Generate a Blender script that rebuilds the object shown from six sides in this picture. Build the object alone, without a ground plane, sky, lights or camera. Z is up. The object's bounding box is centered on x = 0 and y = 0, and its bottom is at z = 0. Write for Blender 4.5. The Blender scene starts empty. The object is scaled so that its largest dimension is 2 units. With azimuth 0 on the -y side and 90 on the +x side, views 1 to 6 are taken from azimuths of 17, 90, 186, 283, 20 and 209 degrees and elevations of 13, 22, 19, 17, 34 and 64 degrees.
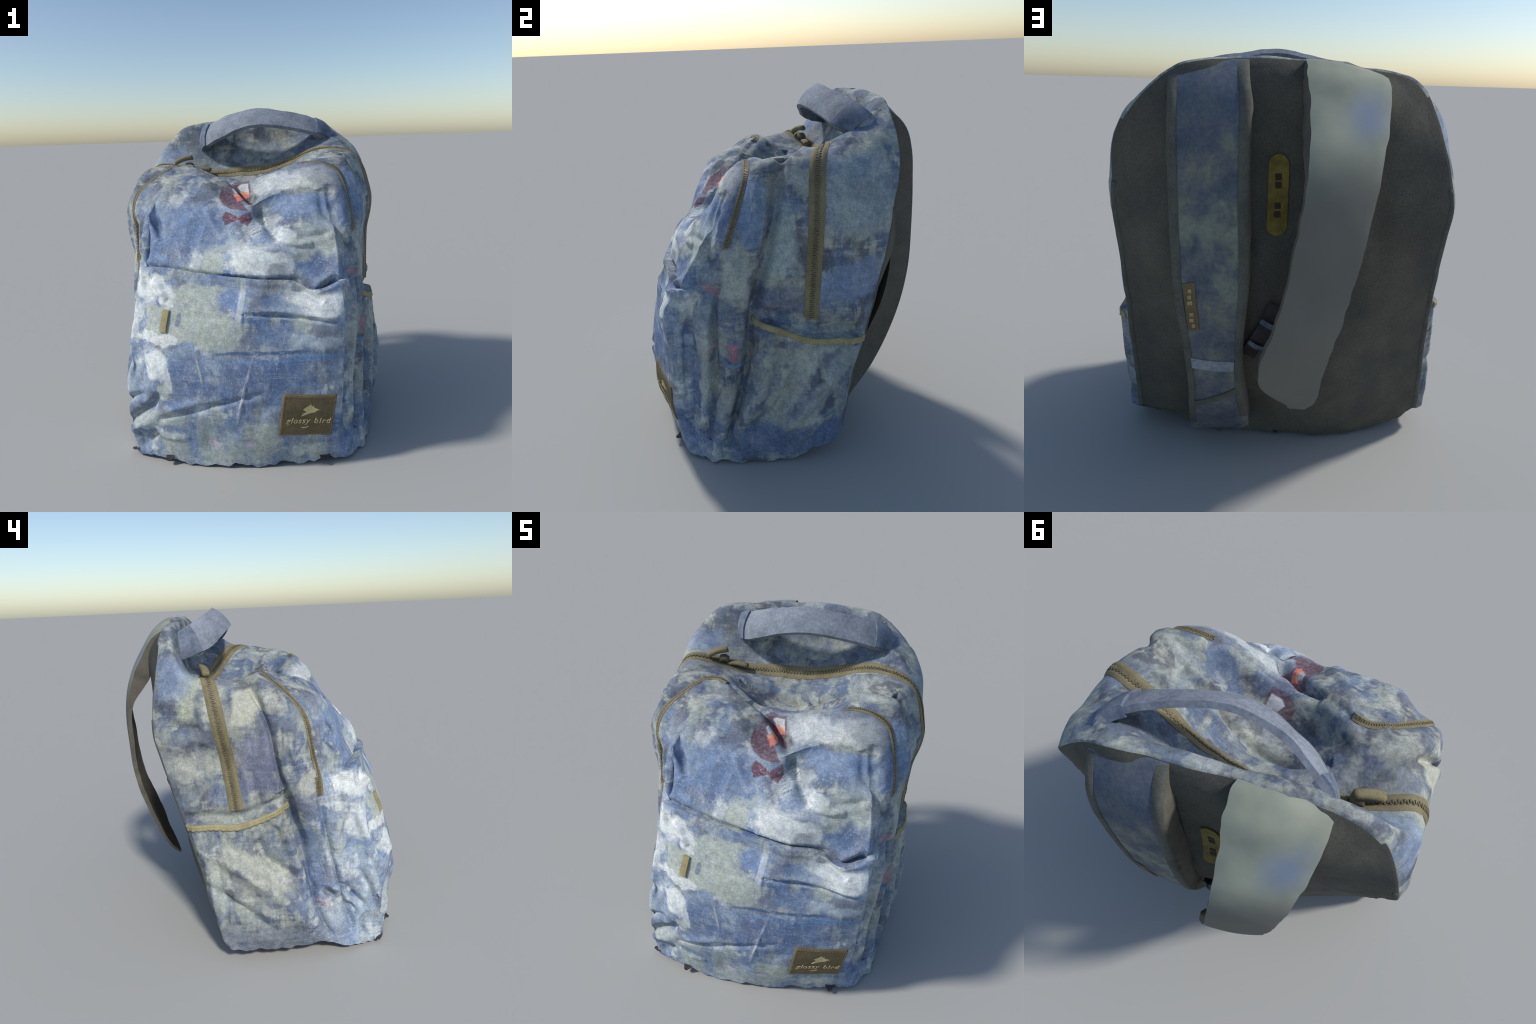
"""Crumpled, denim-print school backpack standing on its torn hem: lofted from
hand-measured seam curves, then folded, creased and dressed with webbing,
zippers, straps and a sewn label."""
import bpy, bmesh, math, random
import numpy as np
from mathutils import Vector
from mathutils.bvhtree import BVHTree

random.seed(7)
rng = np.random.default_rng(7)
scene = bpy.context.scene
COL = scene.collection

# ------------------------------------------------------------------ helpers
def empty(name, loc=(0, 0, 0)):
    o = bpy.data.objects.new(name, None)
    o.location = loc
    COL.objects.link(o)
    return o

def mesh_obj(name, verts, faces, mat, parent, smooth=True, normals=None, stuff=False):
    me = bpy.data.meshes.new(name)
    me.from_pydata([tuple(map(float, v)) for v in verts], [], [tuple(map(int, f)) for f in faces])
    me.validate()
    me.update()
    if smooth:
        me.polygons.foreach_set("use_smooth", [True] * len(me.polygons))
    if normals is not None:
        me.normals_split_custom_set_from_vertices([tuple(n) for n in normals])
    me.materials.append(mat)
    o = bpy.data.objects.new(name, me)
    COL.objects.link(o)
    o.parent = parent
    if stuff:
        o["kind"] = "stuff"
    return o

def unit(v):
    return v / np.maximum(np.linalg.norm(v, axis=-1, keepdims=True), 1e-9)

def hermite(P, knots, x):
    """non-uniform Catmull-Rom through P[k] (any trailing shape) at x."""
    P = np.asarray(P, float)
    d = np.diff(P, axis=0) / np.diff(knots).reshape((-1,) + (1,) * (P.ndim - 1))
    h = np.diff(knots)
    m = np.empty_like(P)
    m[0], m[-1] = d[0], d[-1]
    w = (h[1:] / (h[1:] + h[:-1])).reshape((-1,) + (1,) * (P.ndim - 1))
    m[1:-1] = d[:-1] * w + d[1:] * (1 - w)
    i = np.clip(np.searchsorted(knots, x, side="right") - 1, 0, len(knots) - 2)
    sh = (-1,) + (1,) * (P.ndim - 1)
    hh = h[i].reshape(sh)
    u = ((x - knots[i]) / h[i]).reshape(sh)
    return ((2*u**3 - 3*u**2 + 1) * P[i] + (u**3 - 2*u**2 + u) * hh * m[i]
            + (-2*u**3 + 3*u**2) * P[i+1] + (u**3 - u**2) * hh * m[i+1])

def curve(pts, n):
    pts = np.array(pts, float)
    k = np.r_[0, np.cumsum(np.linalg.norm(np.diff(pts, axis=0), axis=1))]
    return hermite(pts, k, np.linspace(0, k[-1], n))

# gradient noise on numpy arrays
_perm = rng.permutation(256)
_perm = np.r_[_perm, _perm, _perm]
_grad = unit(rng.normal(size=(256, 3)))
def noise3(p):
    p = np.asarray(p, float)
    i = np.floor(p).astype(int)
    f = p - i
    w = f * f * f * (f * (f * 6 - 15) + 10)
    out = np.zeros(p.shape[:-1])
    for dx in (0, 1):
        for dy in (0, 1):
            for dz in (0, 1):
                h = _perm[_perm[_perm[(i[..., 0] + dx) & 255] + ((i[..., 1] + dy) & 255)] + ((i[..., 2] + dz) & 255)]
                g = _grad[h]
                dd = (g[..., 0] * (f[..., 0] - dx) + g[..., 1] * (f[..., 1] - dy) + g[..., 2] * (f[..., 2] - dz))
                out += dd * ((w[..., 0] if dx else 1 - w[..., 0]) * (w[..., 1] if dy else 1 - w[..., 1])
                             * (w[..., 2] if dz else 1 - w[..., 2]))
    return out

def smooth01(x, a, b):
    u = np.clip((x - a) / (b - a), 0, 1)
    return u * u * (3 - 2 * u)

# ------------------------------------------------------------------ materials
class G:
    """small node-graph writer"""
    def __init__(self, name):
        self.m = bpy.data.materials.new(name)
        self.m.use_nodes = True
        self.nt = self.m.node_tree
        self.b = self.nt.nodes["Principled BSDF"]
        self._co = None
    def n(self, t, **kw):
        x = self.nt.nodes.new(t)
        for k, v in kw.items():
            setattr(x, k, v)
        return x
    def put(self, sock, v):
        if isinstance(v, bpy.types.NodeSocket):
            self.nt.links.new(v, sock)
        elif v is not None:
            sock.default_value = v
    def co(self):
        if self._co is None:
            self._co = self.n("ShaderNodeTexCoord").outputs["Object"]
        return self._co
    def math(self, op, a, b=0.0, c=None, clamp=False):
        x = self.n("ShaderNodeMath", operation=op, use_clamp=clamp)
        self.put(x.inputs[0], a); self.put(x.inputs[1], b)
        if c is not None:
            self.put(x.inputs[2], c)
        return x.outputs[0]
    def vmath(self, op, a, b=None):
        x = self.n("ShaderNodeVectorMath", operation=op)
        self.put(x.inputs[0], a)
        if b is not None:
            self.put(x.inputs[1], b)
        return x.outputs[0]
    def mapping(self, scale=(1, 1, 1), rot=(0, 0, 0), loc=(0, 0, 0), v=None):
        x = self.n("ShaderNodeMapping")
        self.put(x.inputs["Vector"], v or self.co())
        x.inputs["Scale"].default_value = scale
        x.inputs["Rotation"].default_value = rot
        x.inputs["Location"].default_value = loc
        return x.outputs[0]
    def noise(self, scale, detail=3.0, rough=0.5, v=None, dist=0.0, color=False):
        x = self.n("ShaderNodeTexNoise")
        self.put(x.inputs["Vector"], v or self.co())
        x.inputs["Scale"].default_value = scale
        x.inputs["Detail"].default_value = detail
        x.inputs["Roughness"].default_value = rough
        x.inputs["Distortion"].default_value = dist
        return x.outputs["Color" if color else "Fac"]
    def step(self, x, a, b):
        r = self.n("ShaderNodeMapRange", interpolation_type="SMOOTHSTEP")
        self.put(r.inputs["Value"], x)
        r.inputs["From Min"].default_value = a
        r.inputs["From Max"].default_value = b
        return r.outputs["Result"]
    def ramp(self, x, stops):
        r = self.n("ShaderNodeValToRGB")
        self.put(r.inputs["Fac"], x)
        e = r.color_ramp.elements
        while len(e) < len(stops):
            e.new(0.5)
        for el, (p, c) in zip(e, stops):
            el.position = p
            el.color = (*c, 1)
        return r.outputs["Color"]
    def mix(self, fac, a, b, mode="MIX"):
        x = self.n("ShaderNodeMix", data_type="RGBA", blend_type=mode)
        self.put(x.inputs["Factor"], fac)
        self.put(x.inputs["A"], a if isinstance(a, bpy.types.NodeSocket) else (*a, 1))
        self.put(x.inputs["B"], b if isinstance(b, bpy.types.NodeSocket) else (*b, 1))
        return x.outputs["Result"]
    def shade(self, col, x, amp):
        """lighten or darken col by a texture value around 0.5"""
        n = self.n("ShaderNodeVectorMath", operation="SCALE")
        self.put(n.inputs[0], col)
        self.put(n.inputs["Scale"], self.math("ADD", 1.0, self.math("MULTIPLY", self.math("SUBTRACT", x, 0.5), amp)))
        return n.outputs[0]
    def xyz(self, v):
        x = self.n("ShaderNodeSeparateXYZ")
        self.put(x.inputs[0], v)
        return x.outputs
    def finish(self, col, rough=0.85, bump=None, dist=0.002, strength=0.4, spec=0.2, sheen=0.0):
        self.put(self.b.inputs["Base Color"], col if isinstance(col, bpy.types.NodeSocket) else (*col, 1))
        self.b.inputs["Roughness"].default_value = rough
        self.b.inputs["Specular IOR Level"].default_value = spec
        if sheen:
            self.b.inputs["Sheen Weight"].default_value = sheen
        if bump is not None:
            x = self.n("ShaderNodeBump")
            x.inputs["Distance"].default_value = dist
            x.inputs["Strength"].default_value = strength
            self.put(x.inputs["Height"], bump)
            self.put(self.b.inputs["Normal"], x.outputs[0])
        return self.m

def srgb(r, g, b):
    f = lambda c: (c / 255 / 12.92) if c / 255 <= 0.04045 else ((c / 255 + 0.055) / 1.055) ** 2.4
    return (f(r), f(g), f(b))

DEEP = srgb(74, 100, 142)
BLUE = srgb(108, 134, 172)
PALE = srgb(156, 172, 186)
WHITE = srgb(214, 219, 215)
SAGE = srgb(172, 180, 168)
GREY = srgb(138, 142, 150)
TEAL = srgb(84, 128, 176)
ROSE = srgb(168, 104, 116)
PINK = srgb(196, 182, 198)

# placed paint: (axis plane, centre, half size, turn in degrees, edge softness, colour, amount)
FRONT_PAINT = [
    # upper front panel
    ((0.26, 1.155), (0.17, 0.062), -6, 0.35, WHITE, 0.85),
    ((0.40, 1.275), (0.10, 0.040), 0, 0.6, WHITE, 0.75),
    ((0.19, 1.305), (0.055, 0.045), 10, 0.4, WHITE, 0.6),
    ((0.52, 1.245), (0.12, 0.085), 8, 0.5, SAGE, 0.7),
    ((0.60, 1.36), (0.10, 0.055), 0, 0.6, PALE, 0.7),
    ((-0.02, 1.150), (0.055, 0.085), 2, 0.3, SAGE, 0.75),
    ((-0.115, 1.120), (0.03, 0.06), 0, 0.5, WHITE, 0.5),
    ((-0.28, 1.46), (0.05, 0.04), 0, 0.9, WHITE, 0.55),
    ((0.32, 1.56), (0.28, 0.05), 8, 0.9, WHITE, 0.55),
    ((0.50, 1.60), (0.16, 0.05), -25, 0.7, GREY, 0.55),
    ((0.66, 1.40), (0.035, 0.10), 6, 0.7, DEEP, 0.8),
    ((0.42, 1.44), (0.18, 0.045), 0, 0.8, BLUE, 0.8),
    ((0.36, 1.115), (0.05, 0.03), 0, 0.8, GREY, 0.7),
    ((0.56, 1.13), (0.03, 0.06), -20, 0.5, DEEP, 0.5),
    ((-0.22, 1.32), (0.26, 0.12), 0, 0.8, BLUE, 0.65),
    # pocket, upper flap
    ((-0.42, 1.00), (0.10, 0.07), -30, 0.6, WHITE, 0.85),
    ((-0.29, 0.985), (0.10, 0.05), -35, 0.5, WHITE, 0.85),
    ((-0.06, 0.985), (0.15, 0.045), 4, 0.45, SAGE, 0.85),
    ((-0.08, 0.92), (0.14, 0.045), 6, 0.5, SAGE, 0.7),
    ((0.12, 0.950), (0.085, 0.045), -20, 0.6, BLUE, 0.9),
    ((0.48, 0.975), (0.09, 0.05), -18, 0.5, WHITE, 0.8),
    ((0.62, 0.945), (0.09, 0.06), 0, 0.7, WHITE, 0.75),
    ((0.18, 0.95), (0.018, 0.13), -4, 0.5, WHITE, 0.5),
    ((0.33, 1.02), (0.14, 0.03), -8, 0.8, GREY, 0.45),
    # pocket, pale band below the welt
    ((-0.14, 0.82), (0.27, 0.085), -2, 0.35, SAGE, 0.9),
    ((0.08, 0.78), (0.12, 0.08), -4, 0.4, SAGE, 0.7),
    ((-0.30, 0.735), (0.14, 0.030), 2, 0.4, WHITE, 0.85),
    ((-0.47, 0.80), (0.06, 0.10), 0, 0.6, WHITE, 0.7),
    ((-0.41, 0.80), (0.03, 0.06), -20, 0.6, BLUE, 0.7),
    ((-0.165, 0.85), (0.014, 0.035), -8, 0.5, DEEP, 0.6),
    ((0.36, 0.78), (0.09, 0.06), 0, 0.7, BLUE, 0.7),
    ((0.58, 0.74), (0.15, 0.035), 2, 0.7, PALE, 0.75),
    ((0.50, 0.84), (0.05, 0.05), 0, 0.7, SAGE, 0.6),
    # pocket, deep blue field
    ((0.06, 0.53), (0.34, 0.13), -3, 0.6, DEEP, 0.55),
    ((0.45, 0.60), (0.28, 0.10), 0, 0.7, DEEP, 0.45),
    ((-0.30, 0.60), (0.075, 0.065), 30, 0.35, WHITE, 0.85),
    ((-0.225, 0.525), (0.035, 0.07), 10, 0.4, WHITE, 0.6),
    ((-0.25, 0.46), (0.035, 0.05), 0, 0.5, SAGE, 0.7),
    ((0.03, 0.625), (0.06, 0.03), -25, 0.6, PALE, 0.6),
    ((0.56, 0.66), (0.13, 0.012), 0, 0.6, TEAL, 0.7),
    ((0.30, 0.685), (0.24, 0.009), 1, 0.7, srgb(58, 92, 128), 0.8),
    ((0.34, 0.64), (0.30, 0.007), 1, 0.9, TEAL, 0.7),
    ((0.208, 0.46), (0.007, 0.155), -12, 0.9, WHITE, 0.45),
    ((-0.03, 0.585), (0.006, 0.07), 16, 0.6, SAGE, 0.7),
    ((0.035, 0.29), (0.005, 0.14), 0, 0.6, SAGE, 0.6),
    # hem
    ((-0.30, 0.27), (0.20, 0.045), 16, 0.7, SAGE, 0.65),
    ((-0.20, 0.12), (0.09, 0.09), 0, 0.6, SAGE, 0.7),
    ((0.00, 0.16), (0.05, 0.16), 0, 0.6, SAGE, 0.65),
    ((0.30, 0.22), (0.09, 0.09), 5, 0.5, SAGE, 0.85),
    ((0.19, 0.07), (0.16, 0.05), 0, 0.8, SAGE, 0.6),
    ((0.50, 0.10), (0.13, 0.05), 10, 0.7, SAGE, 0.7),
    ((0.40, 0.07), (0.05, 0.04), 20, 0.7, DEEP, 0.5),
    ((0.035, 0.155), (0.035, 0.016), -8, 0.4, PINK, 0.9),
    ((0.235, 0.165), (0.028, 0.020), -12, 0.4, PINK, 0.9),
    ((0.10, 0.03), (0.05, 0.012), 0, 0.5, PINK, 0.6),
]
RIGHT_PAINT = [   # (y, z) on the +x side
    ((-0.02, 1.33), (0.12, 0.20), -4, 0.6, srgb(158, 178, 180), 0.6),
    ((0.42, 1.55), (0.17, 0.20), 0, 0.7, srgb(146, 164, 172), 0.55),
    ((0.38, 1.08), (0.20, 0.10), 20, 0.7, BLUE, 0.7),
    ((0.02, 0.98), (0.16, 0.08), 0, 0.7, srgb(92, 98, 124), 0.6),
    ((-0.10, 1.45), (0.06, 0.17), -6, 0.6, TEAL, 0.5),
    ((-0.20, 1.15), (0.06, 0.14), 0, 0.7, SAGE, 0.6),
    ((0.06, 0.50), (0.06, 0.30), -28, 0.7, SAGE, 0.65),  # this and next: light on the upward fold slopes, painted as pale bands
    ((0.22, 0.45), (0.05, 0.28), -32, 0.8, SAGE, 0.5),
    ((0.05, 0.15), (0.34, 0.10), 0, 0.9, DEEP, 0.75),
    ((-0.235, 0.735), (0.028, 0.030), 0, 0.6, ROSE, 0.75),
    ((-0.235, 0.68), (0.03, 0.016), 0, 0.6, ROSE, 0.7),
    ((-0.38, 0.70), (0.035, 0.018), -10, 0.6, ROSE, 0.6),
    ((-0.25, 0.63), (0.09, 0.010), -14, 0.6, TEAL, 0.7),
    ((-0.40, 0.55), (0.035, 0.22), 0, 0.6, SAGE, 0.55),
    ((-0.33, 1.06), (0.05, 0.02), -20, 0.6, ROSE, 0.55),
]
LEFT_PAINT = [   # (y, z) on the -x side
    ((-0.06, 1.50), (0.07, 0.09), 0, 0.5, srgb(180, 181, 160), 0.85),
    ((0.22, 1.60), (0.05, 0.16), 4, 0.7, srgb(176, 182, 150), 0.6),
    ((0.30, 1.66), (0.10, 0.10), 0, 0.8, BLUE, 0.6),
    ((-0.12, 1.20), (0.10, 0.16), 0, 0.8, srgb(112, 116, 146), 0.7),
    ((0.20, 1.20), (0.15, 0.07), -20, 0.8, srgb(176, 179, 162), 0.5),
    ((0.05, 1.02), (0.10, 0.06), -10, 0.7, DEEP, 0.5),
    ((-0.38, 1.06), (0.05, 0.06), 0, 0.6, srgb(176, 179, 162), 0.6),
    ((-0.10, 0.60), (0.24, 0.045), 38, 0.7, srgb(176, 179, 162), 0.65),  # sunlit slope of the diagonal pocket fold, brushed in pale
    ((-0.36, 0.62), (0.09, 0.16), 0, 0.8, DEEP, 0.6),
    ((0.12, 0.50), (0.04, 0.18), -10, 0.8, SAGE, 0.6),
    ((-0.15, 0.12), (0.36, 0.11), 0, 0.9, srgb(94, 104, 124), 0.7),
    ((-0.52, 0.22), (0.10, 0.08), 0, 0.8, srgb(148, 160, 170), 0.6),
    ((-0.46, 0.335), (0.05, 0.020), 30, 0.6, ROSE, 0.25),
    ((-0.60, 0.86), (0.06, 0.13), 0, 0.7, srgb(176, 179, 162), 0.6),
    ((-0.66, 0.50), (0.07, 0.16), 0, 0.8, srgb(132, 136, 138), 0.6),
    ((-0.72, 0.30), (0.03, 0.12), 0, 0.8, BLUE, 0.6),
]

def paint_over(g, col, plane, items, gate):
    """brush every placed patch over col; plane picks two of x,y,z."""
    wob = g.vmath("SUBTRACT", g.noise(9.0, 4, 0.6, color=True), (0.5, 0.5, 0.5))
    wob = g.vmath("MULTIPLY", wob, (0.10, 0.10, 0.10))
    base = g.vmath("ADD", g.co(), wob)
    taut = g.vmath("ADD", g.co(), g.vmath("MULTIPLY", wob, (0.15, 0.15, 0.15)))
    grain = g.math("ADD", g.math("MULTIPLY", g.noise(26, 4, 0.65), 0.4),
                   g.math("MULTIPLY", g.math("ADD", g.noise(1, 3, 0.6, v=g.mapping((50, 50, 7))), g.noise(1, 3, 0.6, v=g.mapping((7, 7, 50)))), 0.3))
    for (a, b), (ha, hb), deg, soft, c, amt in items:
        rad = math.radians(deg)
        src = taut if min(ha, hb) < .022 else base
        if plane == "xz":
            v = g.mapping(v=g.vmath("SUBTRACT", src, (a, 0, b)), rot=(0, rad, 0))
            v = g.vmath("MULTIPLY", v, (1 / ha, 0, 1 / hb))
        else:
            v = g.mapping(v=g.vmath("SUBTRACT", src, (0, a, b)), rot=(-rad, 0, 0))
            v = g.vmath("MULTIPLY", v, (0, 1 / ha, 1 / hb))
        # squarish super-ellipse distance
        v2 = g.vmath("MULTIPLY", v, v)
        v4 = g.vmath("MULTIPLY", v2, v2)
        d = g.n("ShaderNodeVectorMath", operation="DOT_PRODUCT")
        g.put(d.inputs[0], v4)
        d.inputs[1].default_value = (1, 1, 1)
        r = g.math("POWER", d.outputs["Value"], 0.25)
        r = g.math("ADD", r, g.math("MULTIPLY", g.math("SUBTRACT", grain, 0.5), 0.9 * soft + 0.1))
        m = g.step(r, 1 + soft * 0.42, 1 - soft * 0.42)
        m = g.math("MULTIPLY", g.math("MULTIPLY", m, amt), gate, clamp=True)
        col = g.mix(m, col, c)
    return col

def convex(g, pts, soft=.004):
    """mask of a convex outline in the x-z plane (anticlockwise or clockwise)"""
    cx = sum(p[0] for p in pts) / len(pts); cz = sum(p[1] for p in pts) / len(pts)
    m = None
    for (x0, z0), (x1, z1) in zip(pts, pts[1:] + pts[:1]):
        nx, nz = z0 - z1, x1 - x0
        L = math.hypot(nx, nz); nx /= L; nz /= L
        if (cx - x0) * nx + (cz - z0) * nz < 0:
            nx, nz = -nx, -nz
        d = g.n("ShaderNodeVectorMath", operation="DOT_PRODUCT")
        g.put(d.inputs[0], g.vmath("SUBTRACT", g.co(), (x0, 0, z0)))
        d.inputs[1].default_value = (nx, 0, nz)
        e = g.step(d.outputs["Value"], -soft, soft)
        m = e if m is None else g.math("MULTIPLY", m, e)
    return m

def prints(g, col, gate):
    """bow tie and half-hidden goblet printed on the upper front panel"""
    maroon = g.ramp(g.noise(60, 3, 0.6), [(0.35, srgb(94, 56, 72)), (0.65, srgb(120, 78, 92))])
    for c, a, pts in (
            (maroon, .92, [(0.0, 1.375), (.017, 1.402), (.088, 1.379), (.088, 1.354), (.029, 1.331)]),
            (maroon, .92, [(.110, 1.379), (.153, 1.399), (.174, 1.359), (.161, 1.325), (.110, 1.353)]),
            (maroon, .80, [(.084, 1.374), (.114, 1.374), (.114, 1.357), (.084, 1.357)]),
            (maroon, .85, [(-.046, 1.520), (-.042, 1.480), (-.012, 1.443), (.040, 1.416), (.146, 1.405), (.044, 1.470)]),
            (maroon, .65, [(-.05, 1.525), (0.0, 1.548), (.09, 1.555), (.104, 1.50), (.09, 1.44), (.06, 1.445), (0.0, 1.495)]),
            (srgb(214, 216, 220), .92, [(0.005, 1.515), (.03, 1.533), (.080, 1.540), (.090, 1.485), (.03, 1.488)]),
            (srgb(226, 96, 60), .85, [(.022, 1.486), (.094, 1.484), (.092, 1.458), (.060, 1.446)]),
            (srgb(240, 148, 88), .85, [(.022, 1.487), (.094, 1.485), (.093, 1.474), (.034, 1.474)])):
        col = g.mix(g.math("MULTIPLY", g.math("MULTIPLY", convex(g, pts), a), gate), col, c)
    return col

def denim(name, where="front"):
    """washed denim print: blue ground, brushed white and sage blocks, speckled yarn"""
    g = G(name)
    wv = g.vmath("ADD", g.co(), g.vmath("MULTIPLY", g.vmath("SUBTRACT", g.noise(5, 2, 0.5, color=True), (0.5, 0.5, 0.5)), (0.12, 0.12, 0.12)))
    p = g.xyz(g.co())
    side = g.step(p[1], -0.55, -0.22)            # the sides and top take a greyer, darkened, softer palette
    broad = g.noise(4.6, 3, 0.5, v=g.mapping((1.0, 1.0, 1.1), v=wv))
    front_c = g.ramp(broad, [(0.30, DEEP), (0.44, srgb(98, 122, 160)), (0.55, srgb(126, 148, 178)), (0.68, PALE)])
    side_c = g.ramp(broad, [(0.30, srgb(58, 74, 102)), (0.44, srgb(80, 100, 126)), (0.55, srgb(106, 119, 128)), (0.70, srgb(142, 149, 140))])
    warm_c = g.ramp(broad, [(0.30, srgb(64, 73, 92)), (0.44, srgb(86, 95, 108)), (0.55, srgb(114, 117, 112)), (0.70, srgb(154, 153, 134))])
    side_c = g.mix(g.step(p[0], -0.20, -0.50), side_c, warm_c)
    col = g.mix(side, front_c, side_c)
    streak = g.math("ADD", g.noise(1, 2, 0.6, v=g.mapping((34, 34, 3.5))), g.noise(1, 2, 0.6, v=g.mapping((4, 4, 40))))
    streak = g.math("MULTIPLY", g.math("SUBTRACT", streak, 1.0), 0.28)
    vor = g.n("ShaderNodeTexVoronoi", feature="SMOOTH_F1", distance="CHEBYCHEV")
    g.put(vor.inputs["Vector"], g.mapping((1.0, 1.0, 1.25), v=wv))
    vor.inputs["Scale"].default_value = 7.5
    vor.inputs["Smoothness"].default_value = 0.22
    cell = g.xyz(vor.outputs["Color"])[0]
    blocky = g.ramp(g.math("SUBTRACT", cell, g.math("MULTIPLY", side, 0.10)), [(0.25, srgb(84, 104, 136)), (0.42, srgb(114, 134, 160)), (0.56, srgb(146, 156, 154)), (0.75, srgb(188, 192, 182))])
    col = g.mix(g.math("ADD", 0.28, g.math("MULTIPLY", side, 0.14)), col, blocky)
    greys = g.noise(6.2, 3, 0.5, v=g.mapping((1.2, 1.2, 1), loc=(1.3, 9.2, 4.4), v=wv))
    col = g.mix(g.math("MULTIPLY", g.step(greys, 0.50, 0.62), 0.72), col, g.mix(side, srgb(112, 118, 132), srgb(80, 83, 94)))
    blocks = g.noise(5.2, 3, 0.55, v=g.mapping((1.4, 1.4, 1.0), loc=(3.1, 1.7, 5.2), v=wv))
    col = g.mix(g.math("MULTIPLY", g.step(g.math("ADD", g.math("ADD", blocks, streak), g.math("MULTIPLY", side, 0.03)), 0.52, 0.64), 0.65), col, g.mix(side, SAGE, srgb(152, 158, 144)))
    strokes = g.noise(5.8, 3, 0.55, v=g.mapping((1.3, 1.3, 1.2), loc=(7.3, 2.2, 0.4), v=wv))
    col = g.mix(g.math("MULTIPLY", g.step(g.math("ADD", strokes, streak), 0.56, 0.70), 0.55), col, g.mix(side, WHITE, srgb(182, 185, 168)))
    gate = g.step(p[1], -0.10, -0.22)
    gr = g.math("MULTIPLY", g.step(p[0], 0.60, 0.69), g.step(p[1], -0.62, -0.50))
    gl = g.step(p[0], -0.50, -0.56)
    if where == "upper":
        col = paint_over(g, col, "xz", [q for q in FRONT_PAINT if q[0][1] > 1.05], gate)
    if where == "pocket":
        col = paint_over(g, col, "xz", [q for q in FRONT_PAINT if q[0][1] <= 1.05], gate)
    rear = where == "side"
    near = (lambda q: q[0][0] > -0.30) if rear else (lambda q: q[0][0] < -0.05)
    if where != "pocket":
        col = paint_over(g, col, "yz", [q for q in RIGHT_PAINT if near(q)], gr)
    col = paint_over(g, col, "yz", [q for q in LEFT_PAINT if near(q) and (where != "pocket" or q[0][0] < -.5)], gl)
    if where == "upper":
        col = prints(g, col, g.step(p[1], 0.0, -0.06))
    # mid-scale mottling: worn, brushed and printed flecks
    m1 = g.noise(13, 5, 0.65, v=g.mapping((1.2, 1.2, 1), loc=(4, 8, 1), v=wv))
    col = g.mix(g.math("MULTIPLY", g.step(m1, 0.50, 0.70), g.math("SUBTRACT", 0.26, g.math("MULTIPLY", side, 0.12))), col, srgb(196, 202, 208))
    m2 = g.noise(16, 5, 0.65, v=g.mapping((1, 1, 1.3), loc=(1, 3, 9), v=wv))
    col = g.mix(g.math("MULTIPLY", g.step(m2, 0.50, 0.70), g.math("SUBTRACT", 0.26, g.math("MULTIPLY", side, 0.10))), col, srgb(96, 104, 136))
    hs = g.n("ShaderNodeHueSaturation")
    g.put(hs.inputs["Saturation"], g.math("SUBTRACT", 0.88, g.math("MULTIPLY", side, 0.08)))
    g.put(hs.inputs["Color"], col)
    col = hs.outputs[0]
    # yarn: fine slubs and pale flecks
    slub = g.noise(1.0, 2, 0.6, v=g.mapping((60, 60, 210)))
    warp = g.noise(1.0, 2, 0.6, v=g.mapping((190, 190, 40)))
    yarn = g.math("ADD", g.math("MULTIPLY", slub, 0.5), g.math("MULTIPLY", warp, 0.5))
    # faint grid wear: pale threads standing out along both yarn directions
    grid_ = g.math("MAXIMUM", g.step(g.noise(1, 3, 0.6, v=g.mapping((70, 70, 2.2))), 0.60, 0.72), g.step(g.noise(1, 3, 0.6, v=g.mapping((2.2, 2.2, 90))), 0.60, 0.72))
    col = g.mix(g.math("MULTIPLY", grid_, g.math("SUBTRACT", 0.30, g.math("MULTIPLY", side, 0.16))), col, srgb(178, 186, 192))
    col = g.shade(col, yarn, 1.5)
    fleck = g.noise(120, 2, 0.7)
    col = g.mix(g.math("MULTIPLY", g.step(fleck, 0.60, 0.72), g.math("SUBTRACT", 0.42, g.math("MULTIPLY", side, 0.30))), col, srgb(206, 212, 222))
    mott = g.noise(30, 3, 0.6)
    col = g.shade(col, mott, 0.9)
    return g.finish(col, 0.88, g.math("ADD", yarn, g.math("MULTIPLY", mott, 0.6)), 0.0025, 0.35, 0.15, 0.0)

def cloth(name, a, b, scale=6, weave=(160, 160, 160), rough=0.85, wcon=0.3, spec=0.2):
    g = G(name)
    col = g.ramp(g.noise(scale, 4, 0.6), [(0.35, a), (0.65, b)])
    w = g.noise(1, 2, 0.6, v=g.mapping(weave))
    col = g.shade(col, w, wcon * 3)
    return g.finish(col, rough, w, 0.002, 0.3, spec)

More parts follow.
